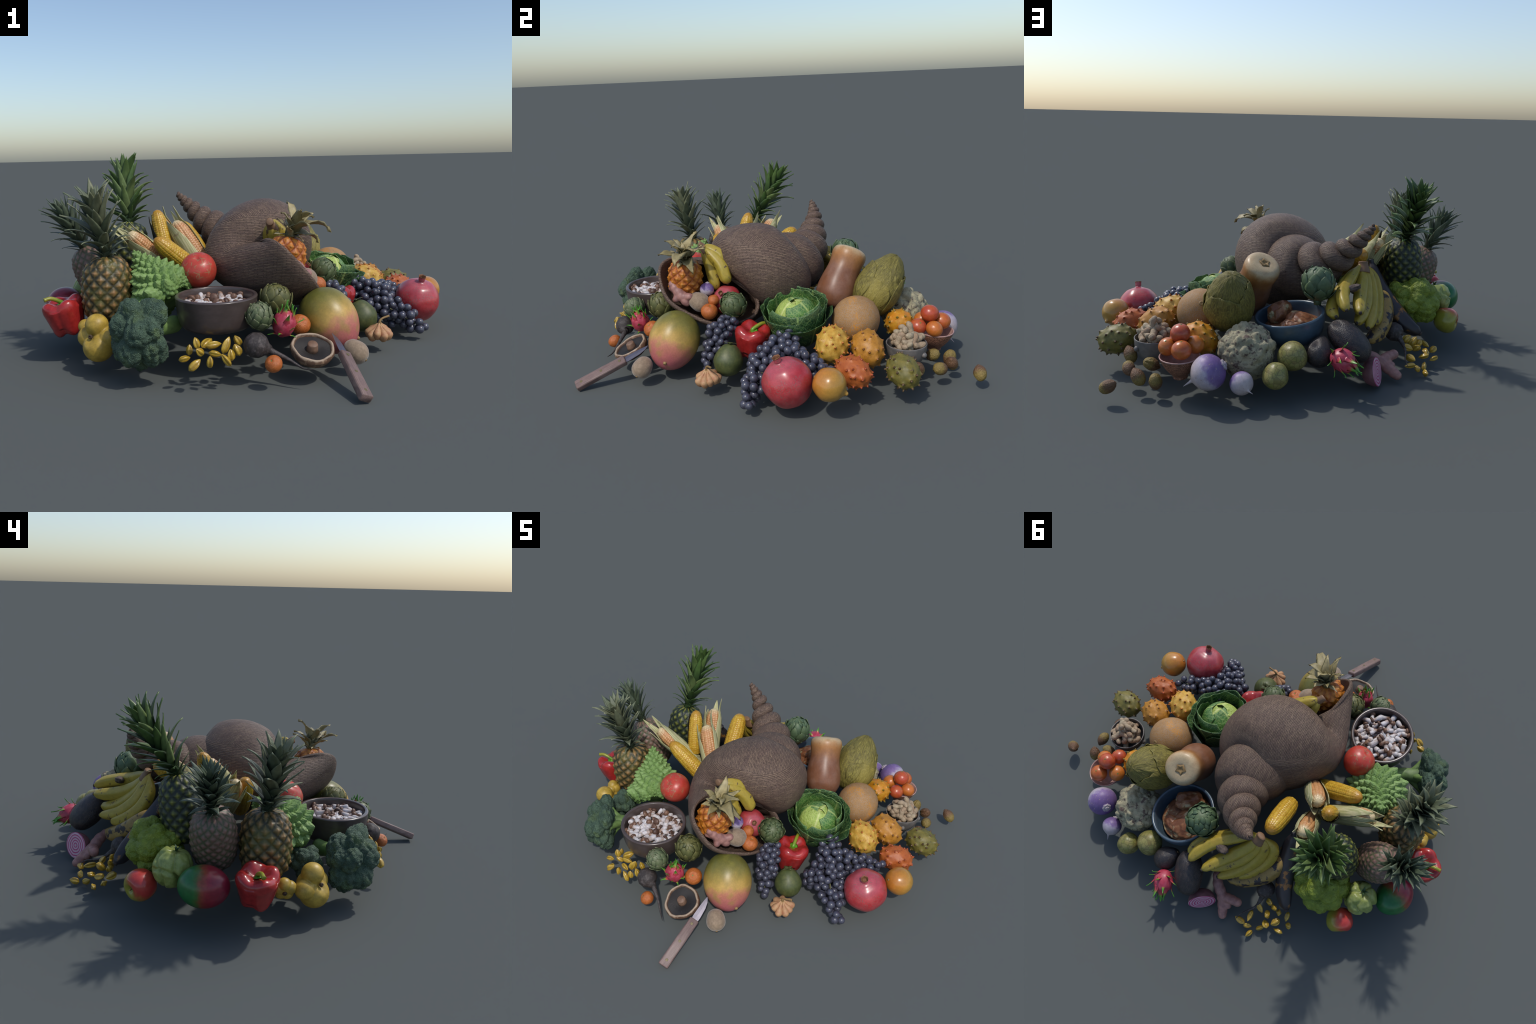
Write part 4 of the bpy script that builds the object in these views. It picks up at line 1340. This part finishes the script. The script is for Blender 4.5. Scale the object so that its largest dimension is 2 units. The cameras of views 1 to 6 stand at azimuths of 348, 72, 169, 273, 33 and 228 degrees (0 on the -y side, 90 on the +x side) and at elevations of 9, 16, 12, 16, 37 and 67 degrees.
# ------------------------------------------------------------------ golden ribbed pods
m = Mat('golden_pod', rough=.3, spec=.5, coat=.2)
x, y, z = m.xyz()
a5 = m.math('SINE', m.math('MULTIPLY', m.math('ARCTAN2', y, x), 4.))
c = m.mix(m.step(a5, -.6, .8), '#9c7c24', '#b89838')
pod_m = m.base(m.vary(c, .2, 3))
pod_me = []
for q, el in enumerate((1., 1.15, .9)):
    V, F = lathe([(.001, -1.02 * el), (.10, -.97 * el), (.22, -.9 * el), (.56, -.62 * el), (.68, -.15 * el), (.60, .35 * el), (.34, .75 * el), (.12, .97 * el), (.001, 1.03 * el)], 48, 34, lambda a, v: .74 + .26 * abs(math.cos(2 * a)) ** 1.4)
    V[:, 1] *= .74
    pod_me.append(mesh('pod', V, F, pod_m))
r3 = random.Random(21)
G1 = [(-.366, -.656, .184), (-.323, -.625, .172), (-.301, -.656, .171), (-.253, -.663, .167), (-.205, -.646, .178), (-.213, -.677, .150), (-.390, -.61, .145), (-.415, -.670, .130), (-.354, -.657, .148), (-.299, -.678, .142), (-.381, -.703, .113), (-.323, -.704, .120), (-.262, -.713, .125), (-.240, -.699, .139)]
A1 = [(-.25, .1, .9), (.7, .6, .35), (1, .1, .05), (.4, .2, .9), (-.45, .1, .8), (-.35, .1, .85), (.1, .1, .95), (1, .2, .1), (-.5, -.3, .5), (.9, -.2, -.2), (.7, .1, .6), (.05, -.1, 1), (-.5, .1, .7), (-.1, .1, .9)]
S1 = [.9, 1.05, 1.05, 1.2, 1., 1.1, .85, 1., .9, 1., 1.3, 1.05, 1., .9]
G2 = [(-.502, .535, .134), (-.487, .588, .108), (-.536, .534, .115), (-.535, .579, .099), (-.568, .531, .105), (-.611, .511, .093), (-.479, .648, .078), (-.458, .700, .062), (-.502, .689, .039), (-.553, .646, .031), (-.562, .616, .071), (-.590, .573, .076), (-.646, .535, .071), (-.535, .707, .022), (-.628, .589, .044)]
for p, ax, s in zip(G1, A1, S1):
    obj('ribbed_pod', pod_me[r3.randrange(3)], None, orient(p, ax, r3.uniform(0, 6), .0255 * s), 'golden ribbed oval seed pod', 'pod')
for p in G2:
    obj('ribbed_pod', pod_me[r3.randrange(3)], None, orient(p, (r3.gauss(0, 1), r3.gauss(0, 1), r3.gauss(0, .5)), r3.uniform(0, 6), r3.uniform(.023, .029)), 'golden ribbed oval seed pod', 'pod')

# ------------------------------------------------------------------ garlic
m = Mat('garlic_skin', rough=.6)
x, y, z = m.xyz()
c = m.mix(m.step(m.noise(30, 4), .4, .7), '#b08a62', '#a0684a')
gar_m = m.base(c)
g = thing('garlic_bulb', 'tan garlic bulb with separate cloves and dry stalk', 'garlic', orient((.489, -.379, .088), (.0, -.08, 1)))
V, F = lathe([(.001, -.5), (.22, -.46), (.5, -.15), (.46, .15), (.2, .6), (.08, .95), (.001, 1.0)], 14, 16)
V[:, 1] *= .72
V[:, 0] += .14 * np.cos(V[:, 2] * 2)
clove_me = mesh('clove', V * .054, F, gar_m)
for k in range(9):
    a = k * 6.283 / 9 + .08 * math.sin(k * 5)
    rr = .030 if k % 3 else .025
    obj('clove', clove_me, g, orient((rr * math.cos(a), rr * math.sin(a), -.008 + .006 * math.sin(k * 2.3)), (-.45 * math.cos(a), -.45 * math.sin(a), 1), 0, 1, side=(math.cos(a), math.sin(a), 0)))
V, F = ball(3, (.036, .036, .036))
mg_ = Mat('garlic_core', rough=.7)
obj('bulb_core', mesh('bulb_core', V * .9, F, mg_.base(mg_.vary('#7a4c36', .3, 60))), g)
obj('dry_stalk', stem_mesh('dry_stalk', [(0, 0, .03), (.002, 0, .05), (.016, .004, .062), (.050, .012, .068)], [.010, .006, .0045, .005], dry_stem), g)

# ------------------------------------------------------------------ portobello
m = Mat('portobello_cap', rough=.6)
x, y, z = m.xyz()
c = m.mix(m.step(m.noise(45, 5, .65), .46, .70), '#5e4434', '#94795f')
c = m.mix(m.step(m.math('ADD', z, m.math('MULTIPLY', m.noise(60, 3), .012)), .021, .027), c, '#a08c76')
cap_m = m.base(c)
m = Mat('portobello_gills', rough=.6)
x, y, z = m.xyz()
ang = m.math('ARCTAN2', y, x)
gl = m.math('SINE', m.math('MULTIPLY', ang, 90.))
m.bump(gl, .3, .003)
gill_m = m.base(m.mix(m.step(gl, -1, 1, 0, 1), '#151312', '#262220'))
m = Mat('portobello_stem', rough=.6)
st_m = m.base(m.vary('#7d604c', .3, 50))
pt = thing('portobello_mushroom', 'upturned portobello with dark gills and stem stub', 'mushroom', orient((.086, -.676, .124), (.03, -.42, .905)))
wob = lambda a, v: 1 + .03 * math.sin(3 * a + 1) + .02 * math.sin(7 * a) * (v > .5)
V, F = lathe([(.001, -.042), (.03, -.041), (.06, -.034), (.082, -.016), (.089, .005), (.085, .018), (.079, .021), (.074, .016), (.071, .006)], 60, 40, wob)
V += (.0025 * fbm(V, 30, 3, 3))[:, None] * np.array((0, 0, 1))
obj('cap', mesh('cap', V, F, cap_m), pt)
V, F = lathe([(.074, .010), (.05, .007), (.025, .001), (.001, -.002)], 60, 16, wob)
obj('gills', mesh('gills', V, F, gill_m), pt)
V, F = tube([(0, 0, -.005), (0, .002, .012), (0, .004, .026), (0, .004, .031)], [.025, .022, .021, .019], 20)
obj('stem', mesh('stem', V, F, st_m), pt)

# ------------------------------------------------------------------ paring knife
kb, kg, kt = np.array((.200, -.962, .0208)), np.array((.201, -.721, .116)), np.array((.196, -.605, .152))
kd = norm(kg - kb)
kn_up = norm(np.array((.42, -.25, .9)) - kd * (np.array((.42, -.25, .9)) @ kd))      # broad face normal
kn = thing('paring_knife', 'small kitchen knife with riveted wooden handle', 'knife', orient(kb, kd, 0, 1, side=kn_up))
m = Mat('handle_wood', rough=.5)
c = m.mix(m.step(m.wave(14, vec=m.scaled((1, 6, .3)), dirn='Y', dist=6, dscale=3), .2, .9), '#6a5450', '#7f6a62')
m.bump(m.noise(60, 4, vec=m.scaled((1, 1, .1))), .2, .002)
wood = m.base(m.vary(c, .2, 25))
Lh = np.linalg.norm(kg - kb)
def rbox(hx, hy, z0, z1, rr, taper=1., n=6):
    ring = []
    for cx, cy, a0 in ((1, 1, 0), (-1, 1, 90), (-1, -1, 180), (1, -1, 270)):
        for k in range(n + 1):
            a = math.radians(a0 + 90 * k / n)
            ring.append((cx * (hx - rr) + rr * math.cos(a), cy * (hy - rr) + rr * math.sin(a)))
    ring = np.array(ring)
    V = []
    zs = [(z0, .88), (z0 + .004, 1.), (z0 + (z1 - z0) * .5, .97), (z1 - .004, taper), (z1, taper * .86)]
    for z, s in zs:
        V += [(x * s, y * s, z) for x, y in ring]
    F = grid_faces(len(zs), len(ring))
    k = len(ring)
    F += [tuple(range(k))[::-1], tuple((len(zs) - 1) * k + i for i in range(k))]
    return np.array(V), F
V, F = rbox(.0165, .026, 0, Lh, .008, .92)
obj('handle', mesh('handle', V, F, wood), kn)
m = Mat('brass_rivet', rough=.5, metal=.2)
br = m.base('#6a6040')
V, F = lathe([(.007, -.002), (.007, .0008), (.006, .0014), (.001, .0015)], 20, 8)
riv = mesh('rivet', V, F, br)
for f in (.12, .52, .90):
    obj('rivet', riv, kn, orient((.0158, 0, Lh * f), (1, 0, 0)))
    obj('rivet', riv, kn, orient((-.0158, 0, Lh * f), (-1, 0, 0)))
m = Mat('knife_steel', rough=.35, metal=.85)
steel = m.base(m.vary('#7c7880', .1, 20))
Lb = np.linalg.norm(kt - kg)
V = []
for z, y0, y1, h in ((-.004, -.016, .017, .002), (.02, -.018, .018, .0018), (Lb * .6, -.017, .013, .0016), (Lb * .85, -.015, .004, .0012), (Lb * 1.02, -.013, -.010, .0006)):
    V += [(h, y1, z + Lh), (h, (y0 + y1) * .5, z + Lh), (.0002, y0, z + Lh), (-h, (y0 + y1) * .5, z + Lh), (-h, y1, z + Lh)]
F = grid_faces(5, 5) + [(4, 3, 2, 1, 0), (20, 21, 22, 23, 24)]
bl = mesh('blade', V, F, steel)
bl.polygons.foreach_set('use_smooth', [False] * len(bl.polygons))
obj('blade', bl, kn)

# ------------------------------------------------------------------ ginger roots
def blobs(name, mat, segs, parent, voxel=.004):
    """Skin-like root from overlapping tapered fingers, fused by remeshing."""
    parts = []
    for pts, rad in segs:
        n = max(10, 6 * len(pts))
        P = spline(pts, n)
        R = np.interp(np.linspace(0, 1, n), np.linspace(0, 1, len(rad)), rad)
        R = R * (1 + .08 * np.sin(np.arange(n) * 1.3))
        for p, q in zip(P, R):
            V, F = ico(3)
            parts.append((V * q + p, F))
    V, F = join(*parts)
    o = obj(name, mesh(name, V, F, mat), parent)
    md = o.modifiers.new('fuse', 'REMESH')
    md.mode = 'VOXEL'
    md.voxel_size = voxel
    md.use_smooth_shade = True
    sm = o.modifiers.new('soften', 'SMOOTH')
    sm.factor = .5
    sm.iterations = 6
    dg = bpy.context.evaluated_depsgraph_get()
    me = bpy.data.meshes.new_from_object(o.evaluated_get(dg))
    old = o.data
    o.modifiers.clear()
    o.data = me
    me.name = name
    me.polygons.foreach_set('use_smooth', [True] * len(me.polygons))
    if not me.materials:
        me.materials.append(mat)
    return o
m = Mat('ginger_skin', rough=.5)
c = m.mix(m.step(m.noise(45, 4), .35, .7), '#8a625c', '#a0746a')
m.bump(m.noise(70, 4), .3, .003)
gin_m = m.base(c)
o = (-.30, .70, .08)
g1 = thing('ginger_root', 'branched pinkish ginger root', 'ginger', Matrix.Translation(o))
d = lambda *p: [tuple(np.array(q) - np.array(o)) for q in p]
blobs('rhizome', gin_m, [(d((-.215, .645, .135), (-.255, .672, .115), (-.305, .690, .088), (-.345, .722, .060), (-.375, .75, .038)), [.021, .027, .028, .026, .022]), (d((-.315, .69, .085), (-.35, .672, .098), (-.392, .655, .105)), [.026, .025, .022]), (d((-.33, .71, .07), (-.365, .70, .07)), [.024, .016])], g1)
o = (.12, -.42, .38)
g2 = thing('ginger_root', 'pink ginger root in the horn mouth', 'ginger', Matrix.Translation(o))
blobs('rhizome', gin_m, [(d((.088, -.445, .432), (.105, -.430, .405), (.125, -.410, .375), (.150, -.390, .342)), [.019, .026, .027, .020]), (d((.105, -.43, .40), (.075, -.45, .405)), [.022, .014]), (d((.135, -.40, .37), (.158, -.375, .375)), [.022, .018]), (d((.118, -.42, .38), (.125, -.44, .36)), [.022, .016])], g2)

# ------------------------------------------------------------------ honeycomb in the blue bowl
m = Mat('honeycomb_wax', rough=.45, spec=.4)
cells = m.vor(190, 'DISTANCE_TO_EDGE', rand=.25)
c = m.mix(m.step(m.noise(22, 4), .4, .65), '#7a4a2e', '#9c6c48')
c = m.mix(m.step(m.noise(26, 4), .56, .66), c, '#b0a27c')
c = m.mix(m.step(cells, .0, .2), m.mix(.5, c, '#3a2014'), c)
m.bump(m.step(cells, 0, .25), -.6, .003)
comb = m.base(c)
V, F = ball(5, (.132, .132, .022), lambda D: 1 + .03 * fbm(D, 3, 3, 9))
obj('honeycomb', mesh('honeycomb', V, F, comb), None, orient((.09, .580, .250), (.14, .05, 1)), 'slab of amber honeycomb', 'honeycomb')
for loc, semi, ax, seed in (((.140, .525, .285), (.074, .055, .058), (.3, -.3, 1), 1), ((.050, .610, .268), (.080, .078, .042), (-.2, .2, 1), 2), ((.105, .660, .262), (.06, .04, .032), (.1, .5, 1), 3)):
    D, F = ico(5)
    V = D * (1 + .18 * fbm(D, 1.6, 3, seed))[:, None] * semi
    obj('honeycomb', mesh('honeycomb', V, F, comb), None, orient(loc, ax), 'amber chunk of honeycomb', 'honeycomb')

# ------------------------------------------------------------------ broccoli, cauliflower, romanesco
def floret_head(dirs_n, seed, r_big, r_small, n_small, zmin=-.55, bud=.02, sub=6):
    r = np.random.RandomState(seed)
    D, F = ico(sub)
    C, R = [np.zeros(3)], [.74]
    for p in fib(dirs_n, .12, seed):
        if p[2] > zmin:
            C.append(p * r.uniform(.62, .76)); R.append(r.uniform(*r_big))
    rad = radial_union(D, C, R)
    V = D * rad[:, None]
    S = fib(n_small, .03, seed + 1)
    best = np.full(len(D), 9.)
    for p in S:
        best = np.minimum(best, np.arccos(np.clip(D @ p, -1, 1)) / r.uniform(.85, 1.15))
    w = r_small
    V *= (1 + w * .8 * np.sqrt(np.clip(1 - (best / (w * 1.25)) ** 2, 0, 1)) + bud * fbm(D, 22, 2, seed))[:, None]
    return V, F

m = Mat('broccoli_buds', rough=.7)
c = m.mix(m.step(m.noise(30, 5), .35, .7), '#34493a', '#4a5f4a')
c = m.mix(m.step(m.noise(17, 3), .52, .68, 0, .6), c, '#56693c')
c = m.mix(m.step(m.vor(240), .05, .4, .5, 0.), c, '#6f8a72')
m.bump(m.vor(260), .9, .004)
m.bump(m.noise(120, 3), .5, .004)
bro_m = m.base(c)
m = Mat('broccoli_stalk', rough=.55)
c = m.mix(m.step(m.noise(20, 4), .42, .68), '#6f8a4c', '#58703e')
stalk_green = m.base(c)
br = thing('broccoli', 'large dark green broccoli head on a stalk', 'broccoli', orient((-.570, -.542, .212), (-.62, -.60, .05)))
V, F = floret_head(26, 3, (.28, .44), .13, 190, -.45, .03)
V[:, 2] = np.where(V[:, 2] < 0, V[:, 2] * .6, V[:, 2] * .76)
obj('flower_head', mesh('flower_head', V * .130, F, bro_m), br)
V, F = tube(spline([(0, 0, -.03), (.0, .0, -.09), (.005, .0, -.14), (.0, .0, -.205)], 14), [.052, .046, .042, .039, .036, .035, .034, .034, .034, .034, .035, .036, .036, .034], 20)
V += (.003 * fbm(V, 30, 3, 2))[:, None]
obj('stalk', mesh('stalk', V, F, stalk_green), br)
for k, (a, h) in enumerate(((.4, -.06), (2.2, -.05), (3.9, -.07), (5.2, -.05))):
    e = (.085 * math.cos(a), .085 * math.sin(a), -.02)
    V, F = tube(spline([(0, 0, h - .05), (e[0] * .5, e[1] * .5, h), e], 10), np.linspace(.018, .022, 10), 12)
    obj('branch', mesh('branch', V, F, stalk_green), br)
b2 = thing('broccoli', 'smaller broccoli floret', 'broccoli', orient((-.605, -.345, .195), (-.55, -.25, .55)))
V, F = floret_head(16, 5, (.3, .46), .16, 120, -.4, .03, 5)
obj('flower_head', mesh('flower_head', V * .070, F, bro_m), b2)
V, F = tube([(0, 0, -.02), (0, 0, -.06), (.01, 0, -.10)], [.03, .022, .02], 14)
obj('stalk', mesh('stalk', V, F, stalk_green), b2)

m = Mat('green_cauliflower_curd', rough=.6)
c = m.mix(m.step(m.noise(45, 4), .35, .7), '#687822', '#7c8a2a')
m.bump(m.vor(150), .6, .005)
curd = m.base(c)
cf = thing('green_cauliflower', 'bumpy lime green cauliflower', 'cauliflower', orient((-.620, .288, .258), (-.45, .55, .55)))
V, F = floret_head(30, 7, (.26, .40), .125, 300, -.5, .012)
V[:, 2] = np.where(V[:, 2] < 0, V[:, 2] * .75, V[:, 2])
obj('curd', mesh('curd', V * .131, F, curd), cf)
V, F = tube([(0, 0, -.05), (0, 0, -.1), (0, 0, -.125)], [.05, .038, .034], 18)
obj('stalk', mesh('stalk', V, F, stalk_green), cf)

m = Mat('romanesco_green', rough=.6)
x, y, z = m.xyz()
c = m.mix(m.step(m.noise(3, 4), .35, .7), '#62803f', '#739150')
c = m.mix(m.step(z, .3, 1.), c, '#7d9a58')
rom_m = m.base(m.vary(c, .12, 9))
D, F = lathe([(.001, -.2), (.45, -.18), (.76, 0), (.70, .2), (.52, .45), (.30, .72), (.10, .98), (.001, 1.06)], 30, 26, lambda a, v: 1)
aa = np.arctan2(D[:, 1], D[:, 0])
wv = np.maximum(np.abs((aa / 6.283 * 7 + D[:, 2] * 3.2) % 1 - .5), np.abs((aa / 6.283 * 7 - D[:, 2] * 3.2) % 1 - .5)) * 2
D[:, :2] *= (1.10 - .36 * wv ** 2)[:, None]
flo_me = mesh('floret', D, F, rom_m)
tip, base = np.array((-.580, -.118, .477)), np.array((-.455, -.240, .290))
L = np.linalg.norm(tip - base)
ro = thing('romanesco', 'light green romanesco cone of spiralling pointed florets', 'romanesco', orient(base, tip - base))
RB = .145
V, F = lathe([(.001, -.05), (.06, -.05), (.098, -.02), (.104, .01), (.088, .06), (.058, L * .55), (.027, L * .82), (.006, L * .97), (.001, L * .985)], 40, 30)
obj('core', mesh('core', V, F, rom_m), ro)
N = 135
for i in range(N):
    f = (i + .5) / N
    g = 1 - (1 - f) ** .62          # more florets near the apex
    z = L * (1.0 - (1 - g) * 1.06)
    fr = 1 - g
    fr = max(.012, 1 - max(0, z) / L) if z > 0 else 1
    rad = RB * .80 * fr ** .95
    a = i * GOLD
    out = np.array((math.cos(a), math.sin(a), 0))
    p = out * rad + np.array((0, 0, z))
    s = (.010 + .056 * fr ** 1.0) * (1 + .18 * math.sin(i * 7.3))
    obj('floret', flo_me, ro, orient(p * 1. - out * s * .25, out * (.9) + np.array((0, 0, .75 - .55 * fr)), i, s))
# ------------------------------------------------------------------ savoy cabbage
def cabbage_leaf(R, top, half, flare, seed, ruffle=.05, n=40, w=33):
    """Cupped leaf facing +x: a patch of a ball that rises from below and rolls outward at the rim."""
    V = []
    r = np.random.RandomState(seed)
    ph = r.rand(4) * 6
    T = np.linspace(0, 1, n)
    Sx = np.linspace(-1, 1, w)
    outer, inner = [], []
    for t in T:
        al = -1.25 + (top + 1.25) * t                     # latitude on the ball
        wid = half * (.25 + .95 * math.sin(math.pi * min(1, .10 + .66 * t)))
        for s in Sx:
            b = s * wid / max(.45, math.cos(al * .75))
            edge = max(0, abs(s) - .6) / .4
            rim = max(t, abs(s)) ** 5
            rr = R * (1 + flare * max(0, t - .55) ** 2 * 3.2 + .05 * rim * flare * 3)
            rr += R * ruffle * rim * (1.3 * math.sin(4.2 * s + ph[0]) + .5 * math.sin(13 * s + 9 * t + ph[1]))
            rr += R * .02 * math.exp(-(s / .06) ** 2) * (1 - t)
            p = np.array((rr * math.cos(al) * math.cos(b), rr * math.cos(al) * math.sin(b), rr * math.sin(al)))
            p[0] += R * flare * max(0, t - .7) * 1.3
            p[2] -= R * flare * max(0, t - .86) * 2.2
            outer.append(p)
    outer = np.array(outer)
    outer += (R * .012 * fbm(outer, 2.6 / R * 1.6, 3, seed))[:, None] * norm(np.array((1, 0, 0)))
    inner = outer - norm(np.array((1, 0, .2))) * R * .022
    V = np.concatenate([outer, inner])
    F = grid_faces(n, w, False) + grid_faces(n, w, False, n * w, True)
    o = n * w
    for i in range(w - 1):
        F.append((i + 1, i, o + i, o + i + 1))
        k = (n - 1) * w + i
        F.append((k, k + 1, o + k + 1, o + k))
    for j in range(n - 1):
        a, b = j * w, (j + 1) * w
        F.append((a, b, o + b, o + a))
        a, b = a + w - 1, b + w - 1
        F.append((b, a, o + a, o + b))
    return V, F

def cabbage_mat(name, dark, light, vein, R, vamt, rimtone='#6c8a62'):
    m = Mat(name, rough=.5, spec=.35)
    x, y, z = m.xyz()
    ay = m.math('ABSOLUTE', y)
    ang = m.math('ARCTAN2', ay, m.math('MAXIMUM', x, .001))
    wobble = m.math('MULTIPLY', m.math('SUBTRACT', m.noise(26, 3), .5), .9)
    ph = m.math('ADD', m.math('MULTIPLY', m.math('SUBTRACT', m.math('MULTIPLY', ang, 1.1), m.math('DIVIDE', z, R)), 9.), wobble)
    sidev = m.step(m.math('ABSOLUTE', m.math('SINE', ph)), .0, .20, 1., 0.)
    mid = m.step(ay, .002, .008, 1., 0.)
    fine = m.step(m.vor(62, 'DISTANCE_TO_EDGE'), .0, .08, 1., 0.)
    v = m.math('MAXIMUM', m.math('MAXIMUM', m.math('MULTIPLY', sidev, .8), mid), m.math('MULTIPLY', fine, .65))
    c = m.mix(m.step(m.noise(18, 4), .35, .7), dark, light)
    c = m.mix(m.step(z, R * .35, R * .8, 0, .55), c, rimtone)
    c = m.mix(m.math('MULTIPLY', v, vamt), c, vein)
    m.bump(v, -.6, .006)
    m.bump(m.noise(70, 3), .7, .008)
    m.base(c)
    return m.thin(.15)

cb = thing('savoy_cabbage', 'dark green savoy cabbage with crinkled veined leaves', 'cabbage', orient((.394, .100, .264), (.22, -.14, .97)))
cm_out = cabbage_mat('cabbage_outer', '#2a4a2c', '#3a6036', '#8fa862', .15, .75)
cm_mid = cabbage_mat('cabbage_mid', '#4a7838', '#5c8c44', '#b0c074', .13, .8)
cm_in = cabbage_mat('cabbage_heart', '#98b04e', '#acc05e', '#cdd48c', .1, .8, '#a8bc62')
D, F = ico(5)
V = D * .098 * (1 + .03 * fbm(D, 3, 3, 4))[:, None] * (1, 1, .95)
obj('heart', mesh('heart', V, F, cm_in), cb, Matrix.Translation((0, 0, .005)))
for k in range(4):
    V, F = cabbage_leaf(.104 + .003 * k, .95, .95, .05, 40 + k, .02)
    obj('inner_leaf', mesh('inner_leaf', V, F, cm_in if k % 2 == 0 else cm_mid), cb, Matrix.Rotation(k * 1.75 + .5, 4, 'Z') @ Matrix.Rotation(-.62 + .1 * k, 4, 'Y'))
for k in range(4):
    V, F = cabbage_leaf(.118 + .005 * k, (.86, .70, .80, .62)[k], 1.12, .34, 50 + k, .05)
    obj('leaf', mesh('leaf', V, F, cm_mid if k < 2 else cm_out), cb, Matrix.Rotation(k * 2.4 + .2, 4, 'Z'))
for k in range(4):
    V, F = cabbage_leaf(.130 + .004 * k, (.62, .45, .56, .40)[k], 1.25, .34, 60 + k, .055)
    obj('leaf', mesh('leaf', V, F, cm_out), cb, Matrix.Rotation(k * 1.571 + .75, 4, 'Z'))

# ------------------------------------------------------------------ pointed cabbage (dull olive)
m = Mat('pointed_cabbage_leaf', rough=.5, spec=.35)
x, y, z = m.xyz()
ang = m.math('ARCTAN2', y, x)
streak = m.noise(9, 5, .6, vec=m.vecof(m.math('MULTIPLY', ang, 1.6), m.math('MULTIPLY', z, 4.5), 0.), dist=1.2)
c = m.ramp(streak, [(.3, '#4c4422'), (.48, '#6c6430'), (.66, '#8a803e')])
rib = m.math('MULTIPLY', m.step(m.math('ABSOLUTE', m.math('ADD', ang, m.math('MULTIPLY', z, .8))), .15, .75, 1., 0.), m.step(z, -.03, .08, 1., 0.))
c = m.mix(m.math('MULTIPLY', rib, .7), c, '#988a44')
m.bump(streak, .5, .012)
pc_m = m.base(c)
D, F = ico(6)
a = np.arctan2(D[:, 1], D[:, 0])
q = np.c_[a * 1.4, D[:, 2] * 2.4, np.zeros(len(a))]
q2 = np.c_[np.cos(a) * 1.5, np.sin(a) * 1.5, D[:, 2] * .9]
rad = 1 + .035 * np.abs(fbm(q2, 2.4, 3, 3)) + .02 * fbm(D, 3, 3, 8)
V = D * rad[:, None] * (.109, .109, .168)
V[:, :2] *= (1.02 - .20 * D[:, 2])[:, None]
pc = thing('pointed_cabbage', 'oval olive brown cabbage of tightly wrapped leaves', 'cabbage', orient((.382, .562, .372), (.03, .56, .83), 0, 1, side=(.9, -.5, .2)))
obj('head', mesh('head', V, F, pc_m), pc)
def wrap_leaf(a0, half, z0, z1, lift, seed, w=30, n=34):
    V = []
    for j in range(n):
        t = j / (n - 1)
        for i in range(w):
            s = i / (w - 1) * 2 - 1
            hw = half * (.35 + .75 * math.sin(math.pi * min(1, .15 + .62 * t)))
            aa = a0 + s * hw
            zz = z0 + (z1 - z0) * (t - .10 * s * s * t)
            k = math.sqrt(max(.02, 1 - (zz / .165) ** 2))
            e = max(t, abs(s)) ** 6
            rr = .114 * k * (1 - .14 * zz / .162) + lift * (.35 + e * (.5 + .6 * math.sin(9 * s + 7 * t + seed)))
            V.append((rr * math.cos(aa), rr * math.sin(aa), zz))
    V = np.array(V)
    I = V * np.array((.97, .97, 1))
    o = n * w
    F = grid_faces(n, w, False) + grid_faces(n, w, False, o, True)
    for i in range(w - 1):
        k = (n - 1) * w + i
        F.append((k, k + 1, o + k + 1, o + k)); F.append((i + 1, i, o + i, o + i + 1))
    for j in range(n - 1):
        p, q = j * w, (j + 1) * w
        F.append((p, q, o + q, o + p)); F.append((q + w - 1, p + w - 1, o + p + w - 1, o + q + w - 1))
    return np.concatenate([V, I]), F
for k, (a0, hf, z1, lf) in enumerate(((-.2, .75, .02, .007), (1.7, .95, .10, .006), (3.3, .95, .12, .006), (4.9, .9, .09, .006))):
    V, F = wrap_leaf(a0, hf, -.150, z1, lf, k)
    obj('leaf', mesh('wrapper_leaf', V, F, pc_m), pc)

# ------------------------------------------------------------------ lowest point on the ground
